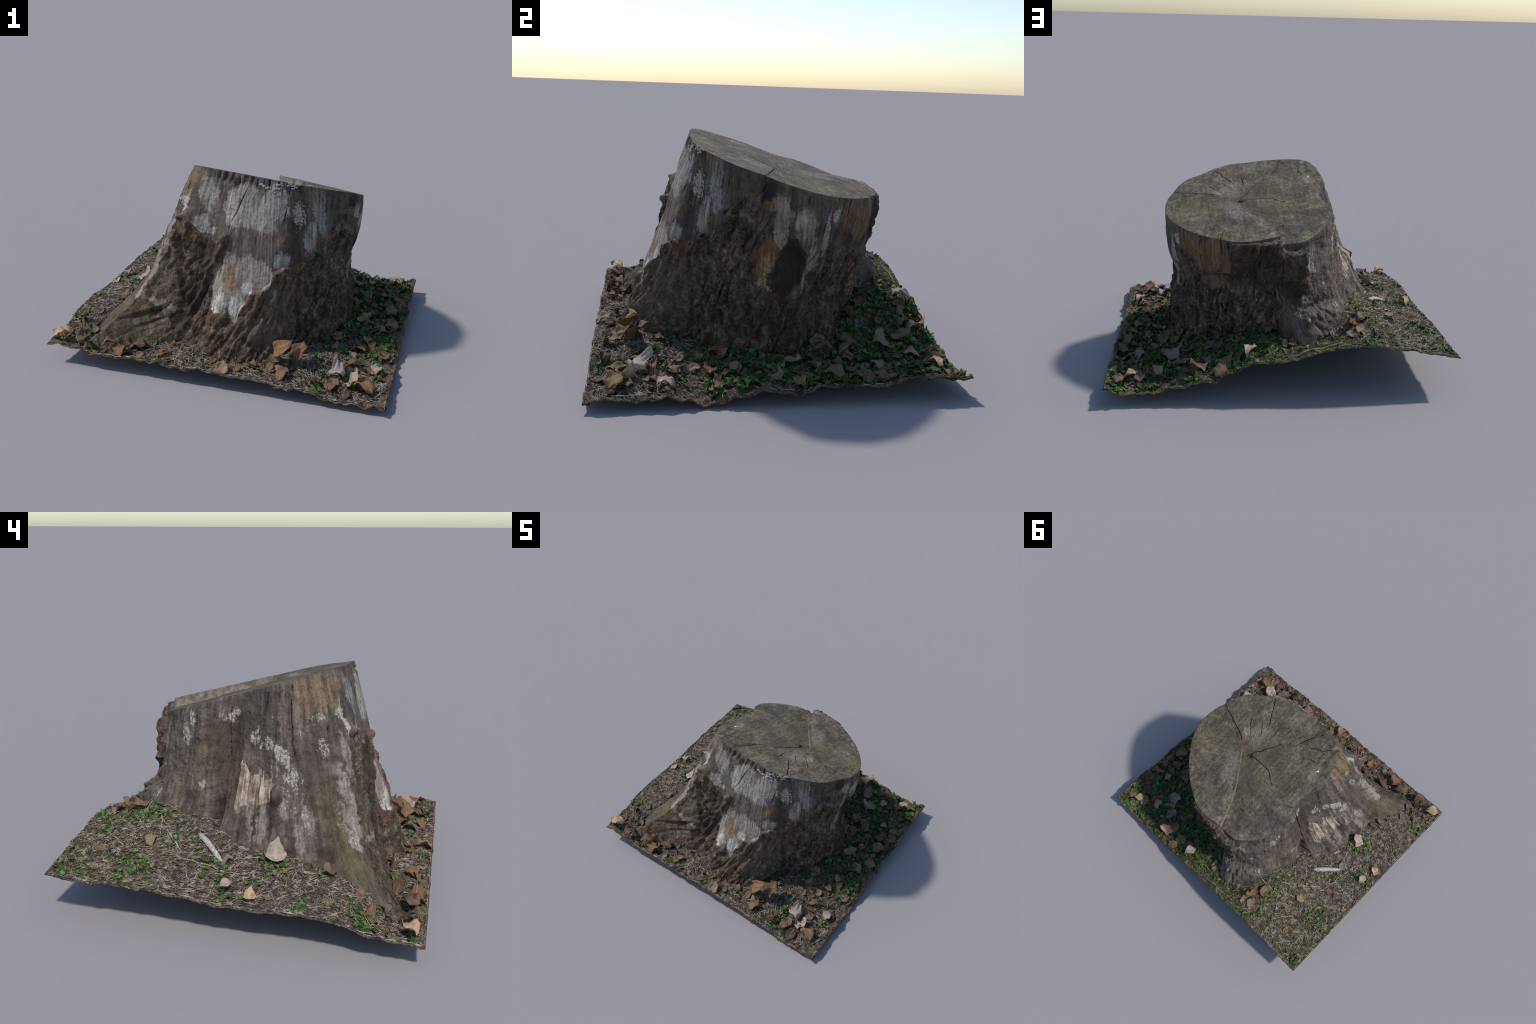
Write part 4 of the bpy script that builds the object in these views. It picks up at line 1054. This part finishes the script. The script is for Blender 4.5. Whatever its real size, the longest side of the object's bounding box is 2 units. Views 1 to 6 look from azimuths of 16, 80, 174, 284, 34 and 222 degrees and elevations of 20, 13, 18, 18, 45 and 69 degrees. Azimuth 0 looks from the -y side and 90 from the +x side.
# ---------------------------------------------------------------- dry grass, twigs
def tube(points, radii, sides=4):
    """Sweep a small polygon along points; returns verts, quads."""
    pts = np.asarray(points); m = len(pts)
    tan = np.gradient(pts, axis=0); tan /= np.maximum(np.linalg.norm(tan, axis=1, keepdims=True), 1e-9)
    ref = np.array([0, 0, 1.0]); sd = np.cross(tan, ref); sd /= np.maximum(np.linalg.norm(sd, axis=1, keepdims=True), 1e-6); upv = np.cross(sd, tan)
    ang = np.arange(sides) / sides * TAU
    v = pts[:, None] + np.asarray(radii)[:, None, None] * (np.cos(ang)[None, :, None] * sd[:, None] + np.sin(ang)[None, :, None] * upv[:, None])
    i = np.arange(m - 1)[:, None]; j = np.arange(sides)[None, :]; jn = (j + 1) % sides
    f = np.stack([i * sides + j, i * sides + jn, (i + 1) * sides + jn, (i + 1) * sides + j], -1).reshape(-1, 4)
    if sides == 4:
        f = np.vstack([f, [[0, 3, 2, 1]], [[(m - 1) * 4, (m - 1) * 4 + 1, (m - 1) * 4 + 2, (m - 1) * 4 + 3]]])
    return v.reshape(-1, 3), f


def strands(name, count, density, mat, seed, lmin, lmax, rad, lift, clear=.0):
    rg = np.random.RandomState(seed)
    spots = scatter(count, density, .012, seed, clear)
    m = 6; V = []; F = []; nb = 0
    n = len(spots); P = np.array(spots)
    yaw = rg.uniform(0, TAU, n); L = rg.uniform(lmin, lmax, n); bend = rg.normal(0, 2.8, n)
    t = np.linspace(-.5, .5, m)[None, :]
    th = yaw[:, None] + bend[:, None] * t * L[:, None] * 3
    X = P[:, :1] + np.cumsum(np.cos(th), 1) * L[:, None] / m; Y = P[:, 1:] + np.cumsum(np.sin(th), 1) * L[:, None] / m
    X = np.clip(X, -.992, .992); Y = np.clip(Y, -.875, .875)
    Z = floor_height(X.ravel(), Y.ravel()).reshape(X.shape)
    Z = np.maximum(Z, Z.mean(1, keepdims=True)) + rg.uniform(.0, lift, (n, 1)) + rg.normal(0, .002, X.shape)
    keep = (outside_trunk(X.ravel(), Y.ravel()).reshape(X.shape) > -.01).all(1)
    for k in np.nonzero(keep)[0]:
        v, f = tube(np.stack([X[k], Y[k], Z[k]], 1), rad * rg.uniform(.6, 1.3) * np.array([.5, 1, 1, 1, .9, .35]), 4)
        V.append(v); F.append(f + nb); nb += len(v)
    ob = add(name, mesh_from(name, np.vstack(V), np.vstack(F), [mat]), stump)
    ob["kind"] = "stuff"
    return ob


def straw_material(name, stops):
    n = Nodes(name)
    c = n.ramp(n.noise(n.coords(), 30, 3, .7), stops)
    n.bsdf.inputs["Roughness"].default_value = .8
    return n.color(c)


straw_m = straw_material("dry_grass", [(.34, srgb(62, 52, 44)), (.45, srgb(98, 84, 74)), (.54, srgb(138, 126, 115)), (.68, srgb(178, 168, 156))])
grass_m = straw_material("fine_green_grass", [(.34, srgb(66, 74, 34)), (.5, srgb(104, 112, 56)), (.66, srgb(142, 142, 88))])
strands("dry_grass", 7500, lambda x, y: 1.0 if x < -.4 and y > -.7 else (1.0 if y < -.45 and x < .95 else .22), straw_m, 101, .03, .15, .0019, .007)
strands("fine_grass", 3600, lambda x, y: 1.0 if (y > .35 and x < .35) else (.5 if x < -.6 and y < -.5 else (.3 if x < -.45 else .22)), grass_m, 202, .02, .07, .0013, .010)

twig_m = plain_material("grey_twig", (92, 82, 70), (164, 152, 136), 30)
for a, b, r, sag in [((-.37, .585), (-.535, .575), .0045, .006), ((-.44, .50), (-.63, .44), .004, .004), ((-.74, .33), (-.79, -.05), .0042, .006), ((-.60, .42), (-.72, .30), .006, .004), ((-.70, .00), (-.64, -.22), .0035, .004),
                     ((-.72, .60), (-.60, .78), .005, .004), ((-.05, .85), (-.32, .84), .004, .004), ((.52, -.62), (.60, -.80), .003, .012), ((.20, -.80), (.55, -.74), .003, .01), ((-.78, -.15), (-.72, -.40), .0032, .004), ((.90, .05), (.72, .22), .003, .01), ((.66, .45), (.80, .25), .003, .01)]:
    t = np.linspace(0, 1, 12); X = a[0] + (b[0] - a[0]) * t; Y = a[1] + (b[1] - a[1]) * t
    k = .012 * vnoise(np.stack([t * 5, t * 0 + a[0] * 9, t * 0], 1), 91)
    X = X + k * (b[1] - a[1]) / .2; Y = Y - k * (b[0] - a[0]) / .2
    Z = floor_height(X, Y) + r + sag
    v, f = tube(np.stack([X, Y, Z], 1), r * np.linspace(1, .6, 12), 4)
    add("twig", mesh_from("twig", v, f, [twig_m]), stump)

# a bleached splinter of wood lying beside the stump
t = np.linspace(0, 1, 14); X = -.598 - .14 * t; Y = .243 - .158 * t
Z = floor_height(X, Y) + .014 + .006 * np.sin(t * 3)
v, f = tube(np.stack([X, Y, Z], 1), .021 * np.interp(t, [0, .12, .3, .8, 1], [.55, 1, 1.0, .80, .35]), 4)
v[:, 2] = Z.repeat(4) + (v[:, 2] - Z.repeat(4)) * .6
add("wood_splinter", mesh_from("wood_splinter", v, f, [plain_material("bleached_wood", (128, 119, 113), (184, 178, 175), 14, stretch=(6, 6, 6))], smooth_shade=True), stump)

# ---------------------------------------------------------------- small pieces on the trunk
fungus_m = plain_material("pale_fungus", (112, 104, 98), (188, 184, 182), 70)
rg = random.Random(55)


def lump(name, pos, size, mat, seed, out):
    import bmesh
    bm = bmesh.new(); bmesh.ops.create_icosphere(bm, subdivisions=3, radius=1)
    co = np.array([v.co[:] for v in bm.verts])
    co = co * (1 + .6 * vnoise(co * 2.3 + seed, 3)[:, None])
    for v, c in zip(bm.verts, co): v.co = Vector(c)
    me = bpy.data.meshes.new(name); bm.to_mesh(me); bm.free()
    me.materials.append(mat)
    me.polygons.foreach_set("use_smooth", np.ones(len(me.polygons), bool))
    ob = add(name, me, stump, pos); ob.scale = size; ob.rotation_euler = (0, 0, out)
    return ob


for a0, a1, count, dz, sz in [(272, 285, 8, -.040, .0050), (284, 288, 4, -.014, .0045), (291, 300, 10, -.004, .0050), (279, 286, 5, -.066, .0050)]:
    for k in range(count):
        a = a0 + (a1 - a0) * (k + rg.random()) / count
        zt = float(rim_height(np.array([a]))[0]) + dz + rg.gauss(0, .010)
        q = Vector(side_point(a, zt - .002)); t = math.radians(a)
        q += Vector((math.cos(t), math.sin(t), 0)) * .002
        lump("shelf_fungus", q, (sz * rg.uniform(.5, .9), sz * rg.uniform(.9, 2.6), sz * rg.uniform(.6, 1.4)), fungus_m, k * 3.7 + a0, t)
